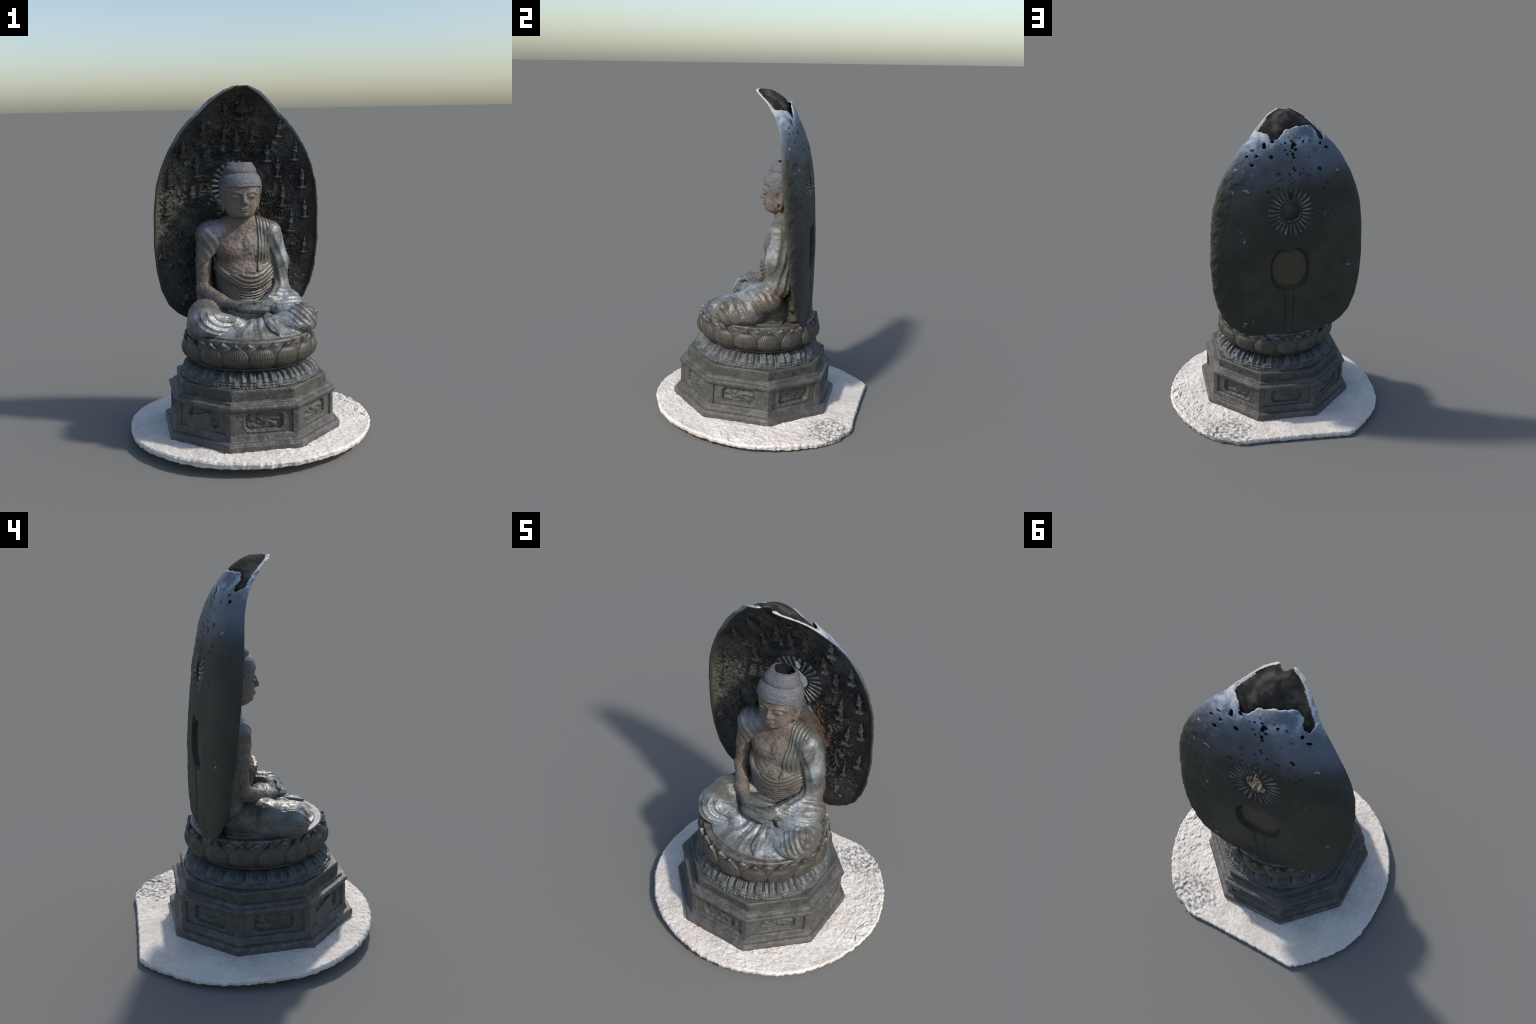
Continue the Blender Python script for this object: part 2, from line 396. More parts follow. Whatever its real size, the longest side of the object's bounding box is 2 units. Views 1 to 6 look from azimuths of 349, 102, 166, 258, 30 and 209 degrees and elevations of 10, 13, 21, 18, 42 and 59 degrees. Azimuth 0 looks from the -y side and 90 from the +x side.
# ------------------------------------------------------------------ slab
def paving_slab():
    c = np.array([0.015, 0.085]); R = 0.712; chord = 0.683; T = 0.032
    nu, nv = 720, 190
    th = np.linspace(0, 2 * math.pi, nu, endpoint=False)
    d = np.stack([np.cos(th), np.sin(th)], 1)
    ring = c + d * R
    s = np.where(ring[:, 1] > chord, (chord - c[1]) / np.maximum(d[:, 1], 1e-6), R)
    # the corners where arc and cut meet are a little rounded
    for _ in range(6): s = (s + np.roll(s, 1) + np.roll(s, -1)) / 3
    E = np.stack([np.cos(th) * 8, np.sin(th) * 8, th * 0], 1)
    jag = 0.0055 * vnoise(np.stack([np.cos(th) * 24, np.sin(th) * 24, th * 0], 1), 2.4, 3) + 0.010 * vnoise(E, 0.35, 5)
    cut = ring[:, 1] > chord
    s = s + np.where(cut, 0.8, 1.0) * jag - 0.024 * np.exp(-((th - math.radians(55.5)) / 0.07) ** 2) - 0.010 * np.maximum(vnoise(np.stack([th * 9, th * 0, th * 0], 1), 1.0, 44), 0.45) * sstep(0.4, 0.8, th) * sstep(1.7, 1.2, th)
    t = np.linspace(0.40, 1.0, nv)
    P = c + d[:, None, :] * (s[:, None] * t[None, :])[..., None]
    X = P.reshape(-1, 2); P3 = np.c_[X, np.zeros(len(X))]
    rough = 0.22 + 0.25 * sstep(-0.2, 0.5, fbm(P3, 4, 2, 77)) + 1.1 * sstep(0.25, 0.75, X[:, 0] * 0.75 + X[:, 1] * 0.45 + 0.12 * vnoise(P3, 6, 2)) + 0.5 * sstep(-0.1, -0.6, X[:, 1])
    z = 0.0060 * rough * crumple(P3, 26, 4) + 0.0030 * rough * crumple(P3, 60, 9) + 0.004 * rough * fbm(P3, 30, 3, 8) + 0.005 * fbm(P3, 5, 2, 1)
    rr_ = np.hypot(X[:, 0], X[:, 1]); aa = np.arctan2(X[:, 1], X[:, 0])
    z -= 0.018 * sstep(0.46, 0.70, rr_) * (0.5 + 0.5 * np.cos(aa - math.radians(238)))
    tt = np.tile(t, nu); z -= 0.010 * sstep(0.985, 1.0, tt) ** 2
    top = np.c_[X, z]
    out = X.reshape(nu, nv, 2)[:, -1]; zo = z.reshape(nu, nv)[:, -1]
    rows = [top.reshape(nu, nv, 3)]
    k = 5
    for i in range(1, k + 1):
        f = i / k
        lowz = -T - 0.016 * (0.5 + 0.5 * np.cos(np.arctan2(out[:, 1], out[:, 0]) - math.radians(238))) + 0.003 * vnoise(np.c_[out, np.zeros(nu)], 30, 12)
        zz = zo * (1 - f) + lowz * f
        inset = 0.006 * f + 0.004 * vnoise(np.c_[out, zz], 55, 6)
        Q = out - d * inset[:, None]
        rows.append(np.c_[Q, zz].reshape(nu, 1, 3))
    inner = c + d * (s * 0.4)[:, None]
    rows.append(np.c_[inner, np.full(nu, -T)].reshape(nu, 1, 3))
    V = np.concatenate(rows, 1); n = V.shape[1]
    V = V.reshape(-1, 3)
    F = grid_faces(nu, n, wrap=True)
    # close the ring under the plinth
    me = make_mesh('paving_slab', V, F, smooth=True)
    return me
add('paving_slab', paving_slab(), root, M['stone'])

def crumbs():
    V = []; F = []
    for i in range(26):
        p = np.array([0.30 + 0.13 * random.random(), 0.585 + 0.075 * random.random(), -0.004])
        r = 0.003 + 0.006 * random.random()
        bm = bmesh.new(); bmesh.ops.create_icosphere(bm, subdivisions=1, radius=r)
        base = len(V)
        for v in bm.verts: V.append(p + np.array(v.co) * (0.7 + 0.6 * random.random()))
        F += [[base + v.index for v in f.verts] for f in bm.faces]; bm.free()
    o = add('stone_crumbs', make_mesh('stone_crumbs', V, F, False), root, M['stone']); o['kind'] = 'stuff'
crumbs()

# ------------------------------------------------------------------ plinth
SIDES = 8
def octagon_ring(prof, n=80, rough=0.0018, seed=0, a0=22.5):
    """mitred moulding: corner radius and height along a profile, swept round the eight sides"""
    prof = np.asarray(prof, float)
    # refine the profile
    seg = []
    for i in range(len(prof) - 1):
        L = np.hypot(*(prof[i + 1] - prof[i])); k = max(1, int(L / 0.006))
        seg += [prof[i] + (prof[i + 1] - prof[i]) * j / k for j in range(k)]
    seg.append(prof[-1]); prof = np.array(seg)
    ang = np.radians(a0 + 45 * np.arange(SIDES))
    cor = np.stack([np.cos(ang), np.sin(ang)], 1)
    w = np.linspace(0, 1, n, endpoint=False)
    ring = np.concatenate([cor[i] * (1 - w)[:, None] + cor[(i + 1) % SIDES] * w[:, None] for i in range(SIDES)])
    V = np.empty((len(ring), len(prof), 3))
    V[..., :2] = ring[:, None, :] * prof[None, :, :1]; V[..., 2] = prof[None, :, 1]
    V = V.reshape(-1, 3)
    N = np.c_[V[:, :2] / np.linalg.norm(V[:, :2], axis=1)[:, None], np.zeros(len(V))]
    n1 = rough * (1.2 * fbm(V, 45, 3, seed) + 0.9 * crumple(V, 55, seed))
    V = V + N * n1[:, None]; V[:, 2] += 0.5 * rough * fbm(V, 60, 2, seed + 3)
    me = make_mesh('ring', V, grid_faces(len(ring), len(prof), True))
    return me

def arc(c, r, a, b, k=6):
    return [(c[0] + r * math.cos(math.radians(a + (b - a) * i / k)), c[1] + r * math.sin(math.radians(a + (b - a) * i / k))) for i in range(k + 1)]

plinth = bpy.data.objects.new('octagonal_plinth', None); COL.objects.link(plinth); plinth.parent = root
def pl(name, me, mat):
    me.name = name; return add(name, me, plinth, mat)
foot = [(0.521, -0.012), (0.523, 0.004), (0.524, 0.028)] + arc((0.509, 0.028), 0.015, 0, 95) + [(0.497, 0.044), (0.492, 0.047), (0.491, 0.052), (0.489, 0.057), (0.486, 0.066), (0.485, 0.076), (0.481, 0.080), (0.460, 0.080)]
pl('base_moulding', octagon_ring(foot, seed=1), M['moulding'])
corn = [(0.460, 0.203), (0.486, 0.205), (0.491, 0.209), (0.492, 0.213), (0.495, 0.219), (0.495, 0.230), (0.492, 0.2325), (0.468, 0.238)] + arc((0.460, 0.244), 0.007, -20, 100, 5) + [(0.452, 0.252), (0.447, 0.253), (0.43, 0.257)]
pl('cornice', octagon_ring(corn, rough=0.0018, seed=2), M['moulding'])
block = [(0.443, 0.248), (0.445, 0.305), (0.442, 0.3105), (0.437, 0.3125), (0.36, 0.3135), (0.2, 0.3135)]
pl('upper_block', octagon_ring(block, seed=3, rough=0.0014), M['plinth'])

WALL_R = 0.474; APO = WALL_R * math.cos(math.pi / 8); HALF = WALL_R * math.sin(math.pi / 8)
def panel_mesh(seed, scan_flawed=False):
    """one side of the die: a lobed cartouche sunk into the wall, filled with scrolling leaves"""
    nu, nv = 190, 76
    u = np.linspace(-HALF, HALF, nu); v = np.linspace(0.076, 0.210, nv)
    U, V = np.meshgrid(u, v, indexing='ij'); U = U.ravel(); V = V.ravel()
    cu, cv = U, V - 0.145
    ang = np.arctan2(cv * 2.2, cu)
    lob = 0.0030 * np.abs(np.sin(ang * 9))
    ax, ay, rr = 0.102, 0.046, 0.030
    qx = np.abs(cu) - (ax - rr); qy = np.abs(cv) - (ay - rr)
    d = np.hypot(np.maximum(qx, 0), np.maximum(qy, 0)) + np.minimum(np.maximum(qx, qy), 0) - rr - lob + 0.002
    P = np.c_[U, V, np.full(len(U), seed * 3.1)]
    depth = -0.016 * sstep(0.002, -0.006, d)
    frame = 0.003 * np.exp(-((d - 0.010) / 0.005) ** 2)
    inside = sstep(-0.006, -0.014, d)
    r0 = np.hypot(cu, cv * 1.3)
    scroll = 0.5 + 0.5 * np.sin(ang * 5 + r0 * 95 + 2.0 * fbm(P, 24, 2, seed))
    blob = np.exp(-((cu - 0.006) ** 2 / 0.0009 + cv ** 2 / 0.0004))
    leaf = sum(np.exp(-((cu - a) ** 2 / 0.00028 + (cv - b) ** 2 / 0.00012)) for a, b in ((-0.07, 0.012), (0.07, 0.010), (-0.055, -0.016), (0.055, -0.018), (-0.03, 0.02), (0.035, 0.022)))
    relief = inside * (0.006 * scroll + 0.009 * blob + 0.006 * leaf + 0.003 * fbm(P, 70, 2, seed))
    off = depth + frame + relief + 0.0012 * crumple(P, 50, seed) + 0.001 * fbm(P, 40, 3, seed)
    if scan_flawed:
        # lower part hidden by a smooth slanting flap, a flaw of the scan
        line = 0.020 - 0.010 + 0.30 * (cu + 0.06)
        fill = sstep(0.002, -0.002, cv - np.minimum(line, 0.040 - 0.75 * np.maximum(cu - 0.035, 0) * 4)) * sstep(-0.125, -0.10, cu) * sstep(0.085, 0.07, cu)
        off = off * (1 - fill) + fill * (0.004 - 0.10 * cv * 0.15)
    X = APO + off
    return make_mesh('carved_panel', np.c_[X, U, V], grid_faces(nu, nv))
pm = [panel_mesh(1), panel_mesh(2), panel_mesh(3)]; pmb = panel_mesh(4, True)
for m_ in pm + [pmb]: m_.materials.append(M['panel'])
for k in range(SIDES):
    a = 45 * k
    me = pmb if k == 5 else pm[k % 3]
    add('carved_panel', me, plinth, None, FRAME @ Matrix.Rotation(math.radians(a), 4, 'Z'))
def post_mesh():
    """corner pilaster: a folded strip that wraps the octagon's corner"""
    R = 0.485; a = math.radians(22.5)
    c = np.array([R, 0.0]); t1 = np.array([-math.sin(a), math.cos(a)]); t2 = np.array([-math.sin(a), -math.cos(a)])
    n1 = np.array([math.cos(a), math.sin(a)]); n2 = np.array([math.cos(a), -math.sin(a)])
    w = 0.030; dp = 0.022
    pts = [c + t1 * w - n1 * dp, c + t1 * w]
    pts += [c + t1 * w * (1 - i / 8) for i in range(1, 8)] + [c + (t1 + t2) * 0.0006] + [c + t2 * w * i / 8 for i in range(1, 8)]
    pts += [c + t2 * w, c + t2 * w - n2 * dp]
    pts = np.array(pts); hs = np.linspace(0.078, 0.208, 30)
    V = np.concatenate([np.c_[np.repeat(p[None], len(hs), 0), hs] for p in pts])
    V[:, 0] += 0.0012 * crumple(V, 70, 8) + 0.001 * fbm(V, 50, 2, 4)
    me = make_mesh('corner_post', V, grid_faces(len(pts), len(hs)))
    me.materials.append(M['moulding']); return me
post = post_mesh()
for k in range(SIDES):
    add('corner_post', post, plinth, None, FRAME @ Matrix.Rotation(math.radians(22.5 + 45 * k), 4, 'Z'))

# ------------------------------------------------------------------ lotus throne
def lathe(prof, n=256, rough=0.0008, seed=0):
    prof = np.asarray(prof, float); seg = []
    for i in range(len(prof) - 1):
        L = np.hypot(*(prof[i + 1] - prof[i])); k = max(1, int(L / 0.006))
        seg += [prof[i] + (prof[i + 1] - prof[i]) * j / k for j in range(k)]
    seg.append(prof[-1]); prof = np.array(seg)
    th = np.linspace(0, 2 * math.pi, n, endpoint=False)
    V = np.stack([np.cos(th)[:, None] * prof[None, :, 0], np.sin(th)[:, None] * prof[None, :, 0], np.repeat(prof[None, :, 1], n, 0)], -1).reshape(-1, 3)
    d = rough * (fbm(V, 45, 3, seed) + crumple(V, 60, seed))
    r = np.linalg.norm(V[:, :2], axis=1) + 1e-6
    V[:, :2] *= (1 + d / r)[:, None]; V[:, 2] += d * 0.5
    return make_mesh('ring', V, grid_faces(n, len(prof), True))

throne = bpy.data.objects.new('lotus_throne', None); COL.objects.link(throne); throne.parent = root
def th_(name, me, mat):
    me.name = name; return add(name, me, throne, mat)
LOW = np.array([(0.312, 0.388), (0.330, 0.385), (0.348, 0.376), (0.367, 0.362), (0.383, 0.344), (0.391, 0.328), (0.393, 0.316), (0.389, 0.306)])
th_('lower_lotus_core', lathe(LOW - np.array([0.010, 0.004])), M['lotus_low'])
neck = [(0.300, 0.384), (0.322, 0.388)] + arc((0.323, 0.394), 0.007, -80, 80, 6) + [(0.312, 0.403), (0.318, 0.408), (0.330, 0.408)]
th_('throne_neck', lathe(neck, seed=2), M['plinth'])

def along(prof, t):
    prof = np.asarray(prof); L = np.r_[0, np.cumsum(np.hypot(*np.diff(prof, axis=0).T))]; L /= L[-1]
    r = np.interp(t, L, prof[:, 0]); h = np.interp(t, L, prof[:, 1])
    e = 0.02
    dr = np.interp(t + e, L, prof[:, 0]) - np.interp(t - e, L, prof[:, 0]); dh = np.interp(t + e, L, prof[:, 1]) - np.interp(t - e, L, prof[:, 1])
    k = np.hypot(dr, dh) + 1e-9
    return r, h, -dh / k, dr / k          # outward normal in (r,h) for a profile that runs outward and down

def low_petal(minor=False):
    """hanging petal with two swollen lobes, a rimmed edge and a curled three-lobed tip"""
    ns, nt = 46, 50
    s, t = np.meshgrid(np.linspace(-1, 1, ns), np.linspace(0.0, 1.0, nt), indexing='ij'); s = s.ravel(); t = t.ravel()
    r, h, nr, nh = along(LOW, t)
    width = (0.93 if not minor else 0.30) * math.radians(9.0)
    wide = np.where(t < 0.8, 1.0, np.sqrt(np.clip(1 - ((t - 0.8) / 0.24) ** 2, 0, 1)) * 0.75 + 0.25) if not minor else np.clip((t - 0.45) / 0.4, 0.15, 1)
    phi = s * width * wide
    if not minor:
        lobe = np.exp(-((np.abs(s) - 0.38) / (0.12 + 0.12 * t)) ** 2) * np.sin(np.clip((t - 0.04) / 0.72, 0, 1) * math.pi) ** 0.8
        rim = np.exp(-((np.abs(s) - 0.80) / 0.10) ** 2) * 0.55 * sstep(0.05, 0.2, t) + 0.8 * np.exp(-((t - 0.80) / 0.05) ** 2) * (1 - 0.35 * np.cos(s * math.pi * 3))
        curl = sstep(0.84, 0.96, t) * (0.6 + 0.4 * np.cos(s * math.pi * 2.4) ** 2)
        b = -0.003 + 0.021 * lobe + 0.009 * rim + 0.017 * curl - 0.006 * np.exp(-((t - 0.74) / 0.035) ** 2)
        b = b * np.clip((1 - s ** 8), 0, 1) - 0.016 * (np.abs(s) > 0.985) - 0.014 * sstep(0.985, 1.0, t)
    else:
        b = 0.010 * (1 - s * s) * sstep(0.55, 0.9, t) - 0.012 * (np.abs(s) > 0.97)
    P = np.c_[s, t, s * 0] * 3
    b = b + 0.0012 * vnoise(P, 5, 3)
    r = r + nr * b * 1.0 * -1 if False else r + np.abs(nr) * b
    h = h + np.abs(nh) * b
    me = make_mesh('lower_petal', np.c_[r * np.cos(phi), r * np.sin(phi), h], grid_faces(ns, nt))
    me.materials.append(M['lotus_low']); return me
lp, lpm = low_petal(), low_petal(True)
for k in range(20):
    j = random.uniform(-0.6, 0.6)
    add('lower_petal', lp, throne, None, FRAME @ Matrix.Rotation(math.radians(-84 + 18 * k + j), 4, 'Z'))
    add('lower_petal_tip', lpm, throne, None, FRAME @ Matrix.Rotation(math.radians(-93 + 18 * k), 4, 'Z'))

BOWL = np.array([(0.318, 0.402), (0.332, 0.404), (0.348, 0.411), (0.363, 0.425), (0.375, 0.445), (0.382, 0.472), (0.382, 0.500), (0.376, 0.525), (0.369, 0.545)])
bowl_core = [(0.30, 0.403)] + [(r - 0.008 - 0.012 * i / 8, h) for i, (r, h) in enumerate(BOWL[:-1])] + [(0.354, 0.538), (0.355, 0.551), (0.352, 0.556), (0.345, 0.557), (0.20, 0.557), (0.02, 0.557)]
th_('upper_lotus_bowl', lathe(bowl_core, seed=5), M['lotus_up'])
def up_petal(minor=False):
    """upright cupped petal: round shoulders, ogee tip that curls out, fine ribs"""
    ns, nt = 60, 56
    s, t = np.meshgrid(np.linspace(-1, 1, ns), np.linspace(0.0, 1.0, nt), indexing='ij'); s = s.ravel(); t = t.ravel()
    r, h, nr, nh = along(BOWL, t)
    half = math.radians(11.0) * (1.0 if not minor else 0.85)
    # outline: slightly narrower foot, full shoulders, then an ogee point
    out = np.interp(t, [0, 0.12, 0.28, 0.44, 0.56, 0.66, 0.75, 0.82, 0.88, 0.94, 1.0], [0.74, 0.90, 1.0, 1.0, 1.0, 0.94, 0.81, 0.60, 0.33, 0.13, 0.02])
    if minor: out = np.interp(t, [0, 0.6, 0.78, 0.9, 0.97, 1.0], [0.9, 1.0, 0.85, 0.45, 0.14, 0.02])
    phi = s * half * out
    ax = np.abs(s)
    bulge = np.clip(1 - ax ** 2.4, 0, 1) ** 0.7 * (0.30 + 0.70 * np.sin(np.clip(t / 0.84, 0, 1) * math.pi) ** 0.7)
    rib = 0.0009 * np.cos(s * 34) * sstep(0.92, 0.6, t) * (1 - ax ** 4)
    lip = sstep(0.80, 0.98, t)
    if not minor:
        b = -0.008 + 0.020 * bulge + 1.5 * rib + 0.012 * lip + 0.003 * np.exp(-((ax - 0.88) / 0.07) ** 2) * (t > 0.3)
        b = b - 0.010 * (ax > 0.985)
    else:
        b = -0.015 + 0.011 * (1 - ax ** 1.4) + 0.007 * lip - 0.008 * (ax > 0.985)
        h = h + 0.006 * t
    r = r + np.maximum(np.abs(nr), 0.5) * b
    h = h - 0.35 * np.abs(nh) * b * (t < 0.5)
    V = np.c_[r * np.cos(phi), r * np.sin(phi), h]
    # back side, so that the free tip has thickness
    Vb = V.copy(); rr = np.linalg.norm(V[:, :2], axis=1); Vb[:, :2] *= ((rr - 0.014) / rr)[:, None]
    F = grid_faces(ns, nt); n = len(V)
    Fb = F[:, ::-1] + n
    rim = []
    ids = np.arange(n).reshape(ns, nt)
    loop = list(ids[:, -1][::-1]) ; l1 = list(ids[0]); l2 = list(ids[-1])
    for line, rev in ((l1, False), (list(ids[:, -1]), False), (l2, True)):
        for a, b_ in zip(line[:-1], line[1:]):
            rim.append([a, b_, b_ + n, a + n] if not rev else [b_, a, a + n, b_ + n])
    me = make_mesh('lotus_petal', np.r_[V, Vb], np.r_[F, Fb, np.array(rim)])
    me.materials.append(M['lotus_up']); return me
up, upm = up_petal(), up_petal(True)
for k in range(16):
    add('lotus_petal', up, throne, None, FRAME @ Matrix.Rotation(math.radians(-88.8 + 22.5 * k + random.uniform(-0.5, 0.5)), 4, 'Z'))
    add('inner_lotus_petal', upm, throne, None, FRAME @ Matrix.Rotation(math.radians(-77.55 + 22.5 * k), 4, 'Z'))

# ------------------------------------------------------------------ aureole
AZ = [.545, .606, .666, .765, .90, 1.05, 1.225, 1.383, 1.475, 1.58, 1.68, 1.74, 1.79, 1.845, 1.88, 1.905, 1.92, 1.932, 1.96]
AW = [.25, .36, .42, .463, .49, .50, .4975, .481, .454, .411, .35, .300, .246, .192, .147, .106, .070, .042, .02]
AE = [.305, .290, .275, .255, .232, .21, .186, .163, .148, .131, .111, .088, .058, .012, -.03, -.07, -.092, -.10, -.11]
AB = [.318, .316, .314, .312, .310, .303, .289, .272, .256, .235, .202, .180, .161, .135, .110, .075, .035, -.01, -.05]
def smooth_table(z, v, k=3):
    zz = np.linspace(0.50, 1.97, 600); y = np.interp(zz, z, v)
    for _ in range(k * 12):
        y[1:-1] = (y[:-2] + 2 * y[1:-1] + y[2:]) / 4
    return zz, y
TW, TE, TB = [smooth_table(AZ, k, 2) for k in (AW, AE, AB)]
YAW = 0.08; BYAW = 0.045; HUB = np.array([CX + 0.002, 1.368])
def axis_x(z):
    return CX - 0.010 * sstep(1.62, 1.88, z)
def dome(P):
    z = P[:, 2]; x = P[:, 0] - axis_x(z)
    w = np.maximum(np.interp(z, *TW), 0.003); e = np.interp(z, *TE) + YAW * x; D = np.maximum(np.interp(z, *TB) - np.interp(z, *TE), 0.02)
    D = D + (np.interp(z, [.6, 1.0, 1.4, 1.7], [.065, .055, .035, .03]) - YAW) * x * sstep(1.85, 1.6, z)
    u = np.abs(x) / w; v = np.maximum(P[:, 1] - e, 0) / np.maximum(D, 0.02)
    p = 2.75 - 0.25 * sstep(0.9, 1.2, z) - 0.4 * sstep(1.60, 1.85, z)
    return (u ** p + v ** (p - 0.3)) ** (1 / p)
def dome_d(P):
    g = dome(P); e = 1e-3
    G = np.stack([dome(P + np.eye(3)[k] * e) - g for k in range(3)], 1) / e
    return (g - 1) / np.maximum(np.sqrt((G * G).sum(1)), 0.8)
def edge_y(P):
    return np.interp(P[:, 2], *TE) + YAW * (P[:, 0] - CX)
def thick(z):
    return np.interp(z, [1.50, 1.72, 1.84, 1.93], [0.014, 0.036, 0.040, 0.060])

PITS = [(CX - 0.012 + 0.012 * math.sin(k * 1.7), 1.50 + 0.019 * k, 0.006 + 0.003 * (k % 3)) for k in range(17)]
for k in range(46):
    zp = 1.45 + 0.40 * math.sqrt(random.random()); PITS.append((CX + random.uniform(-0.8, 0.8) * float(np.interp(zp, *TW)), zp, random.uniform(0.004, 0.011)))
for x_, z_, r_ in ((0.06, 1.60, 0.014), (-0.13, 1.59, 0.012), (-0.09, 1.60, 0.012), (0.10, 1.70, 0.013), (0.13, 1.76, 0.015), (-0.11, 1.78, 0.014), (0.3, 1.3, 0.010), (0.05, 0.62, 0.008), (0.24, 0.62, 0.008), (0.28, 0.70, 0.006)):
    PITS.append((x_, z_, r_))
def back_y(x, z):
    """where the dome's outer skin lies at this x and height"""
    w = np.interp(z, *TW); e = np.interp(z, *TE); b = np.interp(z, *TB)
    ys = np.linspace(-0.12, 0.40, 1500); Pq = np.c_[np.full(1500, x), ys, np.full(1500, z)]
    k = np.where(dome(Pq) < 1)[0]
    return float(ys[k[-1]]) if len(k) else float(b)
PITS3 = np.array([(x, back_y(x, z), z, r) for x, z, r in PITS])

SCROLLS = [(CX + random.uniform(-0.95, 0.95) * float(np.interp(zz_, *TW)), zz_, random.uniform(0.022, 0.042), random.choice((-1, 1))) for zz_ in np.linspace(0.60, 1.86, 110)]
def hole_line(x):
    return np.interp(x, [-0.30, -0.262, -0.245, -0.220, -0.20, -0.17, -0.10, -0.05, 0.0, 0.03, 0.055, 0.09, 0.11, 0.15, 0.18, 0.21],
                        [1.88, 1.80, 1.775, 1.785, 1.825, 1.852, 1.864, 1.858, 1.848, 1.825, 1.798, 1.792, 1.822, 1.828, 1.822, 1.90])
def aureole_sdf(P):
    do = dome_d(P); z = P[:, 2]; x = P[:, 0]; y = P[:, 1]
    ey = edge_y(P); rim = y - ey
    q = np.hypot(x - HUB[0], z - HUB[1]); qa = np.arctan2(z - HUB[1], x - HUB[0])
    near = do < 0.02
    # back: pitted, faintly rippled skin
    ripple = 0.0060 * sstep(0.08, 0.38, x - CX) * fbm(P, 34, 3, 3) + 0.0015 * fbm(P, 12, 2, 5) + 0.004 * sstep(1.68, 1.8, z) * fbm(P, 26, 3, 9)
    back = do + ripple
    hub = np.abs(q - 0.108)
    slots = sstep(0.045, 0.035, hub) * sstep(0.10, 0.45, np.cos(qa * 26))
    back = back + 0.0065 * slots * (y > ey + 0.03)
    # sunk apple-shaped plate and the strap below it
    ax = x - CX + 0.0; az = z - 0.995
    tophalf = az > 0
    rx = 0.128; rz = np.where(tophalf, 0.142, 0.140)
    heart = (np.abs(ax / rx) ** 2.5 + np.abs((az + 0.0) / rz) ** 2.5) ** (1 / 2.5) + 0.16 * np.exp(-(ax / 0.03) ** 2) * tophalf
    dh = (heart - 1) * 0.12
    back = back + 0.022 * sstep(0.003, -0.003, dh) + 0.008 * np.exp(-((dh + 0.008) / 0.006) ** 2)
    strap = np.maximum(np.abs(x - CX + 0.002) - 0.029, z - 0.855)
    back = back + 0.003 * sstep(0.002, -0.002, strap) + 0.006 * np.exp(-(strap / 0.004) ** 2)
    T = np.minimum(thick(z), 0.012 + 0.5 * np.maximum(rim, 0))
    # carved front: swirling cloud scrolls between the figures
    sw = 0.05 * np.stack([vnoise(P, 16, 21), vnoise(P, 16, 22) * 0, vnoise(P, 16, 23)], 1)
    c1 = 1 - np.abs(vnoise(P + sw, 42, 31)) * 2.2
    c2 = 1 - np.abs(vnoise(P - sw, 75, 32)) * 2.0
    field = sstep(0.012, 0.05, rim) * sstep(0.13, 0.17, np.hypot((x - HUB[0]), (z - HUB[1]) * 0.95)) * sstep(0.16, 0.26, np.hypot((x - CX) * 1.0, (z - 0.9) * 0.55))
    carve = field * (0.016 * c1 + 0.009 * c2 - 0.006 + 0.004 * fbm(P, 24, 2, 33))
    for sx, sz, sr, sg in SCROLLS:
        m = (np.abs(z - sz) < 2 * sr) & (np.abs(x - sx) < 2 * sr) & (do < 0.0)
        if m.any():
            dx = x[m] - sx; dz = z[m] - sz; r_ = np.hypot(dx, dz)
            carve[m] = carve[m] + field[m] * 0.010 * np.exp(-(r_ / sr) ** 2) * np.cos(sg * np.arctan2(dz, dx) + r_ * 330)
    spoke = sstep(0.042, 0.032, hub) * sstep(-0.15, 0.25, np.cos(qa * 26))
    carve = carve + 0.007 * spoke
    front = -(do + np.maximum(T + carve, np.maximum(T - 0.003, 0.0125)))
    d = np.maximum(np.maximum(back, front), -rim * 0.85)
    # bottom is set on the throne
    d = np.maximum(d, np.maximum(0.552 - z, z - 1.931))
    # hollow head, open at the back where the scan has a hole
    hl = hole_line(x) + 0.010 * fbm(P, 38, 2, 41)
    sk = 0.0085
    k = sstep(1.80, 1.91, z); deep = (k * 0.011 + (1 - k) * np.maximum(T - 0.0135, 0.0)) * (1 - 0.7 * sstep(1.895, 1.925, z))
    cav = np.maximum(np.maximum(do + sk, -(do + deep)), np.maximum(0.014 - rim, 1.60 - z))
    band = 0.017 - 0.004 * np.tanh((x - CX) * 20) + 0.004 * sstep(1.86, 1.91, z) + 0.006 * fbm(P, 40, 2, 43)
    gap = np.maximum(np.maximum(hl - z, band - rim), -(do + deep))
    d = np.maximum(d, -np.minimum(cav, gap))
    # scan fill closing the gap between the figure's back and the aureole
    bk = loft(P, [(.55, .205, .18, .33), (.70, .215, .17, .33), (.90, .225, .175, .33), (1.02, .215, .175, .33), (1.12, .175, .175, .32), (1.19, .11, .17, .31), (1.23, .05, .18, .30)], CX, 2.6)
    bk = np.maximum(bk + 0.010 * fbm(P, 30, 3, 45), np.maximum(do, back) + 0.004)
    d = smin(d, np.maximum(bk, 0.556 - z), 0.012)
    # hub opening, a broken slot above it
    d = np.maximum(d, -(q - 0.061 - 0.008 * fbm(P, 50, 2, 44)))
    d = np.maximum(d, -np.maximum(np.hypot((x - HUB[0]) / 1.0, (z - HUB[1] - 0.095) * 0.6) - 0.017, -1.0))
    for px, py, pz, pr in PITS3:
        m = np.abs(z - pz) < 0.05
        if m.any():
            dd = np.sqrt((x[m] - px) ** 2 * 0.8 + ((y[m] - py) * 0.7) ** 2 + (z[m] - pz) ** 2 * 1.2) - pr * (0.9 + 0.9 * vnoise(P[m], 75, 61))
            d[m] = np.maximum(d[m], -np.maximum(dd, -(do[m] + 0.0085)))
    return d
